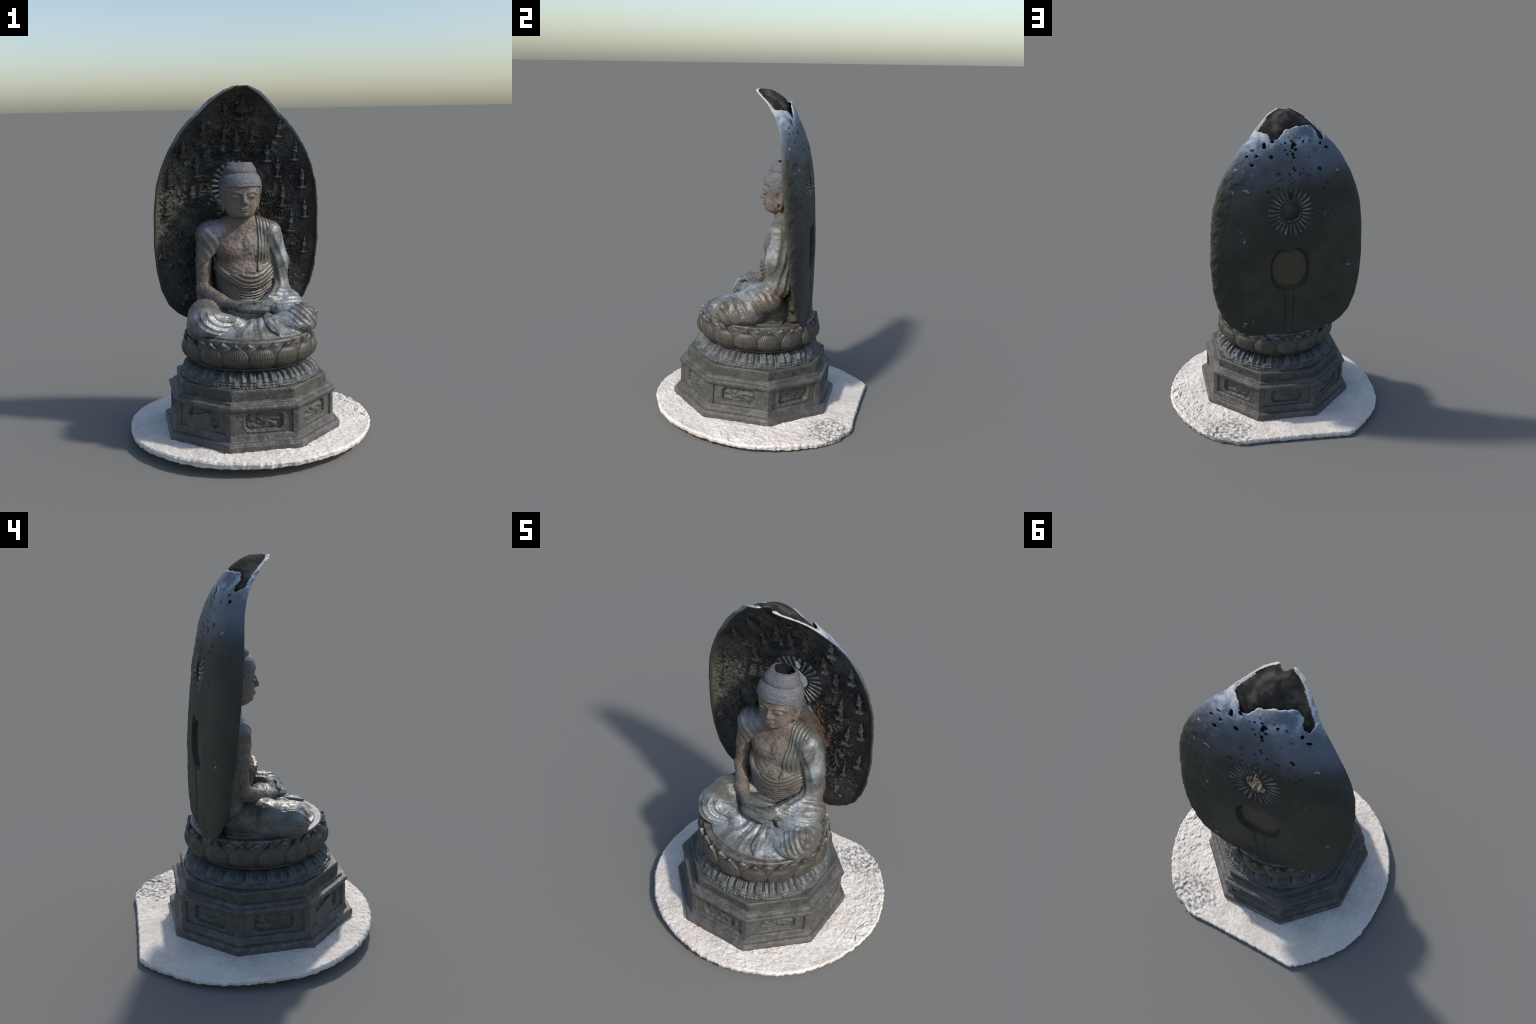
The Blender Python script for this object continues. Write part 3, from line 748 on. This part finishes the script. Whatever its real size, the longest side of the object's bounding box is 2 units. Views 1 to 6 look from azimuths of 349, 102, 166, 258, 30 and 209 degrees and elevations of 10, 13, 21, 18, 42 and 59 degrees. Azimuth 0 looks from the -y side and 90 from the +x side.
av, af = surface(aureole_sdf, (-0.56, -0.125, 0.535), (0.52, 0.375, 1.95), 0.004, slack=1.6, pad=0.02)
aureole = bpy.data.objects.new('aureole', None); COL.objects.link(aureole); aureole.parent = root
do = dome_d(av); T = thick(av[:, 2]); rim = av[:, 1] - edge_y(av)
q = np.hypot(av[:, 0] - HUB[0], av[:, 2] - HUB[1])
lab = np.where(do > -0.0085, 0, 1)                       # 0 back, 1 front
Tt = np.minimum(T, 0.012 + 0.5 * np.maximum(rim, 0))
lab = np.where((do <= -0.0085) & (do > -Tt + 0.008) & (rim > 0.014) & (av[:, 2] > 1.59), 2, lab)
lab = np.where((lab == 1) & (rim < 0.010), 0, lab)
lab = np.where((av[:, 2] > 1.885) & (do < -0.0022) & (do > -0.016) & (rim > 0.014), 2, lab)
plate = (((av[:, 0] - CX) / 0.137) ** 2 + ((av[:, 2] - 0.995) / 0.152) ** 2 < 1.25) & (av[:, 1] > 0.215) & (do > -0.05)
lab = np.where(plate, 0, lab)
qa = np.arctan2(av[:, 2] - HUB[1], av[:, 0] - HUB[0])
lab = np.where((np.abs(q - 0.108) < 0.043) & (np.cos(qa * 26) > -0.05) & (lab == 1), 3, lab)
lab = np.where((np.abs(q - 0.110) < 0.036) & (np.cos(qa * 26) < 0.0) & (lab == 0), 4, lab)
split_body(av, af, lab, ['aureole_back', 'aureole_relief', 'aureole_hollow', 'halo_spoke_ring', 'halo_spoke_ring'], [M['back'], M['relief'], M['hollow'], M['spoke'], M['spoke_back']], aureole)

# small standing figures on lotus cups, scattered over the relief: x, foot height, size
FIGURES = [(-0.101, 1.783, 0.094), (0.080, 1.782, 0.086), (-0.227, 1.670, 0.117), (-0.106, 1.622, 0.136), (-0.023, 1.564, 0.154),
    (0.060, 1.615, 0.133), (0.212, 1.644, 0.141), (-0.346, 1.539, 0.121), (-0.190, 1.510, 0.129), (0.162, 1.497, 0.137), (0.324, 1.500, 0.152),
    (-0.255, 1.412, 0.146), (0.227, 1.400, 0.150), (0.378, 1.333, 0.151), (-0.422, 1.367, 0.124), (-0.294, 1.255, 0.132), (0.259, 1.220, 0.158),
    (0.398, 1.152, 0.137), (-0.441, 1.195, 0.120), (-0.363, 1.057, 0.128), (0.304, 1.065, 0.149), (0.390, 0.936, 0.122), (-0.459, 0.937, 0.127),
    (-0.359, 0.786, 0.086), (0.310, 0.836, 0.089)]
def figurine(seed):
    """unit-height figurine standing along +z, flat back at y=0, facing -y"""
    def f(P):
        body = np.minimum(cone(P, (0, -0.02, 0.14), (0, -0.04, 0.42), 0.070, 0.062), cone(P, (0, -0.04, 0.42), (0, -0.05, 0.57), 0.062, 0.072))
        body = body + 0.008 * np.cos(P[:, 0] * 90)
        arms = np.minimum(cone(P, (-0.075, -0.03, 0.57), (-0.03, -0.12, 0.46), 0.030, 0.028), cone(P, (0.075, -0.03, 0.57), (0.03, -0.12, 0.44), 0.030, 0.028))
        head = smin(ell(P, (0, -0.06, 0.71), (0.058, 0.062, 0.070)), ell(P, (0, -0.05, 0.80), (0.034, 0.035, 0.045)), 0.03)
        spire = cone(P, (0, -0.02, 0.82), (0, -0.01, 0.97), 0.020, 0.008)
        cup = np.maximum(ell(P, (0, -0.04, 0.17), (0.17, 0.15, 0.12)), P[:, 2] - 0.16)
        cup = cup + 0.010 * np.cos(np.arctan2(P[:, 0], -P[:, 1] + 0.2) * 16)
        tail = np.minimum(cone(P, (0.13, -0.02, 0.10), (0.22, 0, 0.17), 0.030, 0.016), cone(P, (-0.13, -0.02, 0.10), (-0.21, 0, 0.18), 0.030, 0.016))
        sc = np.minimum(cone(P, (-0.14, 0, 0.0), (0.02, 0, -0.06), 0.035, 0.03), cone(P, (0.05, 0, -0.05), (0.16, 0, 0.02), 0.03, 0.02))
        d = smins([body, arms, head, spire, cup, tail, sc], 0.025)
        return np.maximum(d + 0.010 * vnoise(P, 11, seed), P[:, 1] - 0.05)
    v, q_ = surface(f, (-0.30, -0.24, -0.12), (0.30, 0.12, 1.06), 0.0165, pad=0.05)
    me = make_mesh('relief_figure', v, q_); me.materials.append(M['figure']); return me
fm = [figurine(3), figurine(8), figurine(15)]
def inner_y(x, z, T=None):
    """front face of the sheet at this x and height"""
    T = float(thick(np.array([z]))[0]) if T is None else T
    ys = np.linspace(-0.12, 0.36, 1400)
    Pq = np.c_[np.full(len(ys), x), ys, np.full(len(ys), z)]
    d = dome_d(Pq) + T
    k = np.where((d < 0))[0]
    return float(ys[k[-1]]) if len(k) else float(edge_y(Pq[:1])[0] + 0.03)
for i, (x, z, hgt) in enumerate(FIGURES):
    y0 = inner_y(x, z + 0.01); y1 = inner_y(x, min(z + hgt, 1.90))
    y0 = min(y0, 0.30)
    up_ = Vector((0, y1 - y0, hgt)).normalized(); xr = Vector((1, 0, 0)); fw = up_.cross(xr)
    rot = Matrix((xr, fw, up_)).transposed().to_4x4()
    s = hgt * 1.10
    mt = FRAME @ Matrix.Translation((x, y0 - 0.004, z)) @ rot @ Matrix.Rotation(math.radians(random.uniform(-6, 6)), 4, 'Y') @ Matrix.Diagonal((s * random.uniform(1.0, 1.2), s * 1.25, s, 1))
    add('relief_figure', fm[i % 3], aureole, None, mt)
def stupa():
    """little shrine at the top: finial, wide roof, round niche with a dark mouth"""
    prof = [(0.0, 1.0), (0.035, 0.97), (0.07, 0.85), (0.10, 0.70), (0.12, 0.55), (0.125, 0.46), (0.16, 0.44), (0.25, 0.36), (0.33, 0.22), (0.36, 0.16), (0.30, 0.14), (0.20, 0.13), (0.20, 0.0)]
    me = lathe([(r, h) for r, h in prof][::-1], 40, 0.003); me.name = 'relief_shrine'; me.materials.append(M['relief']); return me
z0 = 1.795; y0 = inner_y(-0.005, z0); y1 = inner_y(-0.005, 1.875)
up_ = Vector((0, y1 - y0, 0.08)).normalized(); xr = Vector((1, 0, 0)); rot = Matrix((xr, up_.cross(xr), up_)).transposed().to_4x4()
add('relief_shrine', stupa(), aureole, None, FRAME @ Matrix.Translation((-0.005, y0 - 0.006, z0)) @ rot @ Matrix.Diagonal((0.125, 0.08, 0.125, 1)))
def niche():
    th = np.linspace(0, 2 * math.pi, 40, endpoint=False); ph = np.linspace(0, 2 * math.pi, 14, endpoint=False)
    V = np.array([((0.024 + 0.007 * math.cos(b)) * math.cos(a), 0.010 * math.sin(b), (0.024 + 0.007 * math.cos(b)) * math.sin(a)) for a in th for b in ph])
    F = [[i * 14 + j, ((i + 1) % 40) * 14 + j, ((i + 1) % 40) * 14 + (j + 1) % 14, i * 14 + (j + 1) % 14] for i in range(40) for j in range(14)]
    return make_mesh('relief_niche', V, F)
add('relief_niche', niche(), aureole, M['relief'], FRAME @ Matrix.Translation((-0.018, inner_y(-0.018, 1.773) - 0.004, 1.773)) @ Matrix.Rotation(-0.5, 4, 'X'))

# ------------------------------------------------------------------ the seated figure
HEADP = [(1.180, .030, .070, 0.120), (1.190, .052, .036, 0.135), (1.200, .064, .016, 0.145), (1.212, .075, .006, 0.155), (1.230, .085, -.003, 0.165), (1.257, .094, -.009, 0.175), (1.285, .101, -.010, 0.185),
    (1.315, .110, -.009, 0.193), (1.345, .115, -.014, 0.198), (1.372, .1165, -.015, 0.200), (1.400, .114, -.010, 0.197), (1.425, .107, -.001, 0.190), (1.438, .096, .009, 0.182), (1.447, .086, .021, 0.174),
    (1.460, .087, .020, 0.174), (1.475, .084, .026, 0.176), (1.490, .075, .040, 0.169), (1.503, .066, .055, 0.159), (1.514, .056, .068, 0.149)]
TORSO = [(.56, .155, .04, .24), (.70, .150, .036, .24), (.78, .140, .026, .22), (.82, .140, .020, .22), (.86, .143, .020, .22), (.90, .150, .024, .22), (.94, .150, .028, .22), (.985, .155, .027, .22),
    (1.02, .160, .031, .222), (1.06, .162, .042, .222), (1.10, .160, .058, .220), (1.135, .14, .074, .215), (1.165, .105, .086, .205), (1.19, .075, .095, .195), (1.21, .05, .104, .185)]
def head_region(P):
    x = P[:, 0] - CX; y = P[:, 1]; z = P[:, 2]
    core = loft(P, HEADP, CX, 2.12)
    # hairline: level across the brow, down in front of the ear, low at the nape
    hl = np.interp(y, [-0.03, 0.02, 0.040, 0.058, 0.070, 0.10, 0.13, 0.2], [1.373, 1.373, 1.367, 1.330, 1.305, 1.33, 1.25, 1.21])
    knurl = 0.0016 * np.cos(z * 560 + 9 * x) * np.cos(np.arctan2(x, 0.1 - y) * 52)
    hair = np.maximum(core - 0.0065 - knurl, (hl - z) * 0.8)
    hair = smin(hair, ell(P, (CX + 0.002, 0.020, 1.463), (0.009, 0.009, 0.009)), 0.004)
    ax = np.abs(x - 0.004)
    f = core
    brow = cone(np.c_[ax, y, z], (0.010, -0.009, 1.334), (0.052, 0.000, 1.345), 0.006, 0.006)
    brow2 = cone(np.c_[ax, y, z], (0.052, 0.000, 1.345), (0.080, 0.024, 1.332), 0.006, 0.005)
    f = smin(f, np.minimum(brow, brow2), 0.010)
    socket = ell(np.c_[ax, y, z], (0.042, -0.020, 1.319), (0.030, 0.014, 0.011))
    f = -smin(-f, socket, 0.008)
    f = smin(f, ell(np.c_[ax, y, z], (0.044, 0.002, 1.316), (0.027, 0.014, 0.011)), 0.004)
    lid = ell(np.c_[ax, y, z], (0.046, -0.013, 1.3125), (0.022, 0.010, 0.0022)); f = np.maximum(f, -lid)
    nose = cone(P, (CX + 0.003, -0.009, 1.340), (CX + 0.006, -0.0235, 1.286), 0.0090, 0.0145)
    wings = ell(np.c_[np.abs(x - 0.006), y, z], (0.015, -0.012, 1.281), (0.010, 0.011, 0.009))
    f = smin(f, smin(nose, wings, 0.006), 0.007)
    lipu = ell(P, (CX + 0.005, -0.010, 1.2490), (0.029, 0.0075, 0.0065)); lipl = ell(P, (CX + 0.005, -0.006, 1.2380), (0.024, 0.009, 0.0075))
    f = smin(f, np.minimum(lipu, lipl), 0.004)
    f = np.maximum(f, -ell(P, (CX + 0.005, -0.022, 1.2438), (0.028, 0.010, 0.0018)))
    f = smin(f, ell(P, (CX + 0.004, 0.012, 1.213), (0.026, 0.018, 0.014)), 0.012)
    f = np.maximum(f, -ell(P, (CX - 0.001, -0.016, 1.343), (0.0045, 0.008, 0.0045)))
    # long ears
    ex = np.abs(x)
    tilt = 0.116 - (1.375 - z) * 0.14
    E = np.c_[ex - tilt, y - 0.104 - (1.30 - z) * 0.05, z - 1.298]
    ear = ell(E, (0, 0, 0), (0.013, 0.031, 0.079))
    ear = np.maximum(ear, -ell(E, (0.016, -0.002, 0.015), (0.012, 0.018, 0.045)))
    ear = np.maximum(ear, -ell(E, (0.010, 0.0, -0.052), (0.014, 0.009, 0.018)))
    return hair, smin(f, ear, 0.005)

def leg_folds(P, pts, amp, pitch, sharp=2.0):
    """ridges that run round a limb, slanting across it"""
    a, b, slant = pts
    a = np.asarray(a); b = np.asarray(b); v = (b - a) / np.linalg.norm(b - a)
    s = (P - a) @ v + slant * (P[:, 2] - 0.64)
    return amp * ridges(s / pitch, sharp)

def figure_parts(P):
    x = P[:, 0]; y = P[:, 1]; z = P[:, 2]; X = x - CX
    hair, face = head_region(P)
    neck = cone(P, (CX, 0.130, 1.10), (CX + 0.002, 0.120, 1.26), 0.066, 0.062)
    neck = neck - 0.0016 * ridges((z - 0.25 * np.abs(X)) / 0.022, 3) * sstep(1.13, 1.15, z)
    # trunk with a soft breast and belly
    tr = loft(P, TORSO, CX, 2.12)
    tr = smin(tr, ell(np.c_[np.abs(X), y, z], (0.068, 0.080, 1.000), (0.066, 0.048, 0.052)), 0.03)
    tr = tr + 0.003 * np.exp(-(X / 0.012) ** 2) * sstep(0.1, 0.03, y) * sstep(0.96, 1.0, z) * sstep(1.09, 1.05, z)
    tr = smin(tr, ell(P, (CX + 0.01, 0.090, 0.865), (0.112, 0.076, 0.060)), 0.04)
    tr = smin(tr, np.minimum(cone(P, (-0.05, .13, 1.165), (-0.17, .135, 1.115), .045, .055), cone(P, (0.01, .13, 1.165), (0.13, .135, 1.115), .045, .055)), 0.03)
    tr = smin(tr, cone(P, (0.100, 0.128, 1.05), (0.110, 0.125, 0.78), 0.055, 0.052), 0.03)
    torso = tr
    # shawl over the left shoulder and the wound cloth round the belly
    col = np.interp(z, [.86, .92, 1.00, 1.08, 1.15, 1.21], [.058, .074, .078, .076, .073, .070])
    strip = (x - col)
    lo_edge = np.interp(x, [-.20, -.17, -.14, -.11, -.07, -.03, 0.02, 0.06, 0.09, 0.3], [1.00, .955, .905, .878, .868, .880, .893, .880, 1.3, 1.3])
    wound = (lo_edge - z) * 0.75
    reg = -np.maximum(strip, wound)                        # negative where cloth lies
    reg = np.where(z > 1.22, 1.0, reg)
    fold_v = ridges((x - col) / 0.0215 + 0.15 + 0.3 * fbm(P, 6, 2, 12), 1.2) * sstep(0.90, 0.96, z)
    ucurve = z - 2.6 * (x - 0.03) ** 2
    fold_u = ridges(ucurve / np.where(ucurve < 0.79, 0.0165, 0.0270) + 0.9 * fbm(P, 6, 2, 13), 1.3) * sstep(0.96, 0.88, z)
    step = 0.010 * sstep(0.785, 0.800, ucurve + 0.012)     # overhanging lower edge of the outer wrap
    cloth_t = 0.004 + 0.0050 * fold_v + np.where(ucurve < 0.79, 0.0060, 0.0048) * fold_u + step * sstep(0.93, 0.88, z)
    wrap = np.maximum(tr - cloth_t * sstep(0.24, 0.15, y), reg)
    wrap = np.maximum(wrap, 0.60 - z)
    # right arm: sleeve to above the elbow, bare below
    s1 = cone(P, (-0.198, .130, 1.085), (-0.239, .112, .90), .078, .051)
    s1 = smin(s1, cone(P, (-0.15, .125, 1.12), (-0.20, .13, 1.09), .060, .074), 0.04)
    s1 = smin(s1, cone(P, (-0.195, .175, 1.04), (-0.238, .165, .90), .052, .048), 0.03)
    cut = (0.904 + (x + 0.288) * 0.80 - z) * 0.75 + 0.25 * (y - 0.09) * 0.6
    s1 = s1 - 0.003 * ridges((z * 0.6 + x * 0.9 + y * .4) / 0.045 + 0.5 * fbm(P, 7, 2, 4), 1.5)
    sleeve_r = np.maximum(s1, cut)
    arm_r = smins([cone(P, (-0.235, .120, 1.0), (-0.246, .106, .785), .046, .038), cone(P, (-0.246, .104, .785), (-0.165, -.010, .728), .039, .034), cone(P, (-0.165, -.010, .728), (-0.070, -.090, .700), .034, .026), cone(P, (-.238, .165, .90), (-.225, .16, .70), .044, .055)], 0.025)
    # left arm wholly in its sleeve, which spreads out over the lap
    s2 = smins([cone(P, (.150, .135, 1.090), (.208, .132, .93), .077, .051), cone(P, (.208, .132, .93), (.211, .122, .785), .050, .046), cone(P, (.211, .118, .775), (.170, .025, .722), .046, .043),
                cone(P, (.172, .025, .725), (.105, -.065, .718), .044, .034), cone(P, (.160, .175, 1.04), (.206, .178, .78), .052, .050)], 0.035)
    spread = smin(ell(P, (.235, .06, .69), (.085, .13, .075)), ell(P, (.19, -.03, .680), (.10, .09, .045)), 0.04)
    fold_s = ridges((x * 0.9 - 0.5 * y + 0.25 * z) / 0.036 + 0.5 * fbm(P, 6, 2, 14), 1.4)
    fold_b = ridges((z + 0.9 * y - 0.2 * x) / 0.042 + 0.9 * fbm(P, 6, 2, 15), 1.4) * sstep(0.83, 0.74, z)
    sleeve_l = smin(s2 - 0.005 * fold_s * sstep(1.12, 1.05, z) - 0.005 * fold_b, spread - 0.005 * fold_b, 0.03)
    # folded hands, thumbs touching
    P0 = P; P = P + np.array([0.0, 0.012, -0.004]); y = P[:, 1]; z = P[:, 2]
    hr = smin(ell(P, (-0.018, -.105, .690), (.072, .048, .026)), ell(P, (.045, -.112, .684), (.060, .042, .024)), 0.02)
    hr = hr + 0.0040 * ridges((y * 0.7 + z * 0.7) / 0.016, 1.0) * sstep(-0.02, 0.04, x)
    hl_ = smin(ell(P, (.055, -.095, .706), (.065, .040, .022)), cone(P, (.10, -.07, .715), (.06, -.09, .708), .030, .026), 0.02)
    th = smin(cone(P, (-.055, -.105, .712), (.012, -.118, .726), .014, .011), cone(P, (.085, -.100, .722), (.016, -.118, .728), .014, .011), 0.006)
    hands = smin(smin(hr, hl_, 0.010), th, 0.006)
    P = P0; y = P[:, 1]; z = P[:, 2]
    # crossed legs under the robe
    kR = (-.268, -.128, .630); kL = (.282, -.108, .620)
    lr = smins([cone(P, (-.10, .12, .645), (-.262, -.02, .652), .095, .084), cone(P, (-.262, -.02, .645), kR, .080, .080), cone(P, kR, (-.10, -.133, .602), .083, .055), ell(P, (-.25, -.08, .60), (.112, .155, .055)), ell(P, (-.21, .10, .645), (.095, .12, .085))], 0.04)
    R = np.hypot((x + .135) / 1.6, z - .695) + 0.004 * fbm(P, 7, 2, 16)
    arcs = ridges((R - .125) / 0.0245, 5.0) * sstep(.035, .05, R) * sstep(.150, .135, R)
    lr = lr - (0.0055 * arcs + 0.002 * ridges((R - .118) / 0.0123, 2)) * sstep(-.03, -.10, y) * sstep(.715, .69, z) * sstep(.06, .0, x)
    lr = lr - 0.007 * fbm(P, 20, 3, 30) * sstep(.695, .72, z) - 0.003 * fbm(P, 30, 2, 35)
    ll = smins([cone(P, (.10, .12, .635), (.262, .0, .632), .090, .080), cone(P, (.262, .0, .626), kL, .076, .075), cone(P, kL, (.13, -.128, .600), .076, .053), ell(P, (.25, -.07, .598), (.112, .150, .050))], 0.04)
    ang = (x - .12) + 0.55 * (z - .64) + 0.5 * (y + .2)
    fl = 0.0050 * ridges(ang / 0.036 + 0.55 * fbm(P, 8, 2, 17), 2.5) * sstep(.19, .22, x) * sstep(.60, .63, z) * sstep(-.02, -.07, y)
    fl2 = 0.0040 * ridges((z - 0.22 * x) / 0.0135 + 0.3, 1.5) * sstep(.625, .60, z) * sstep(-.15, -.19, y) * sstep(.12, .16, x)
    fl3 = 0.005 * ridges((y + 0.7 * z) / 0.055 + 0.4 * fbm(P, 6, 2, 19), 2) * sstep(.26, .33, x)
    ll = ll - fl - fl2 - fl3
    ll = smin(ll, ell(P, (.352, -.140, .662), (.022, .026, .022)), 0.02) - 0.003 * fbm(P, 40, 3, 31) * sstep(.30, .34, x)
    toes = smin(cone(P, (.150, -.108, .690), (.255, -.098, .695), .014, .017), ell(P, (.262, -.098, .697), (.018, .016, .016)), 0.008) - 0.0012 * ridges(x / 0.026, 1)
    # robe apron between the knees, pleated down to its hem on the seat
    apron = smin(ell(P, (.02, -.125, .552), (.27, .182, .060)), ell(P, (.03, -.065, .58), (.17, .10, .080)), 0.05)
    fan = np.arctan2(x - .045, -(y + .02)) * 1.0 + 0.9 * (z - .6)
    pl = ridges(fan / 0.36 + 0.10 + 0.55 * fbm(P, 7, 2, 18), 1.6) + 0.25 * ridges(fan / 0.12 + 0.5 * fbm(P, 9, 2, 19), 2)
    apron = apron - 0.0075 * pl * sstep(-.11, -.17, y) * sstep(-.17, -.10, x) * sstep(.17, .12, x) - 0.003 * ridges((np.hypot(x + .10, y - .02)) / 0.045, 2) * sstep(-.02, -.1, x)
    flap = np.maximum(apron - 0.010, np.maximum(np.abs(x - .100 + 0.16 * (y + .2)) - (.034 - 0.12 * (z - .60)), .576 + 0.55 * np.abs(x - .118) - z))
    hem_r = 0.318 + 0.010 * vnoise(np.c_[np.arctan2(y, x) * 3, x * 0, x * 0], 1.6, 7)
    hem = np.maximum(np.hypot(x, y + 0.0) - hem_r, np.maximum(z - (.566 + 0.003 * fbm(P, 18, 2, 6)), .545 - z))
    hem = np.maximum(hem, y - 0.20)
    bundle = ell(P, (-0.01, -.035, .668), (.125, .075, .062)) - 0.006 * ridges((z + 0.8 * y - 1.5 * X * X) / 0.030, 1.5)
    seat = ell(P, (CX, .085, .60), (.26, .17, .085))
    legs_r = lr; legs_l = np.minimum(ll, toes)
    skirt = smin(smin(np.minimum(np.minimum(apron, flap), bundle), hem, 0.012), seat, 0.03)
    return dict(hair=hair, head=face, neck=neck, torso=torso, robe_wrap=wrap, robe_sleeve_r=sleeve_r, arm=arm_r, robe_sleeve_l=sleeve_l, hand=hands, leg_r=legs_r, leg_l=legs_l, skirt=skirt)
ORDER = ['hair', 'head', 'neck', 'torso', 'robe_wrap', 'robe_sleeve_r', 'arm', 'robe_sleeve_l', 'hand', 'leg_r', 'leg_l', 'skirt']
def cavity(P):  # crown top missing from the scan, shaped as an opening
    wob = 0.006 * vnoise(P, 55, 3)
    return ell(P, (CX + 0.001, 0.112, 1.506), (0.052, 0.045, 0.040)) + wob
def figure_sdf(P):
    p = figure_parts(P)
    d = smin(p['hair'], p['head'], 0.0015)
    body = smin(p['torso'], p['neck'], 0.02)
    d = smin(d, body, 0.006)
    d = smin(d, p['robe_wrap'], 0.0015)
    d = smin(d, p['robe_sleeve_r'], 0.004)
    d = smin(d, p['arm'], 0.003)
    d = smin(d, p['robe_sleeve_l'], 0.006)
    low = smin(smin(p['leg_r'], p['skirt'], 0.018), p['leg_l'], 0.012)
    d = smin(d, low, 0.010)
    d = smin(d, p['hand'], 0.004)
    d = np.maximum(d, -cavity(P))
    d = np.maximum(d, P[:, 2] - 1.510 - 0.002 * vnoise(P, 50, 8))
    return d
bv, bf = surface(figure_sdf, (-0.40, -0.345, 0.548), (0.42, 0.262, 1.53), 0.0035, slack=1.4, pad=0.015)
parts = figure_parts(bv)
Dm = np.stack([parts[k] for k in ORDER], 1)
lab = Dm.argmin(1)
cv = cavity(bv)
lab = np.where((np.abs(cv) < 0.004) & (bv[:, 2] > 1.40), len(ORDER), lab)
names = ['hair', 'head', 'neck', 'torso', 'robe', 'sleeve', 'arm', 'sleeve', 'hand', 'leg', 'leg', 'robe_skirt', 'crown_scan_gap']
mts = [M['hair'], M['skin'], M['skin'], M['skin'], M['robe'], M['robe'], M['skin'], M['robe'], M['skin'], M['robe'], M['robe'], M['robe'], M['void']]
bare = np.isin(lab, [3, 6])
bv = roughen(bv, bf, 0.0010 * fbm(bv, 55, 2, 51) + np.where(bare, 0.0024, 0.0010) * crumple(bv, 45, 52))
split_body(bv, bf, lab, names, mts, root)
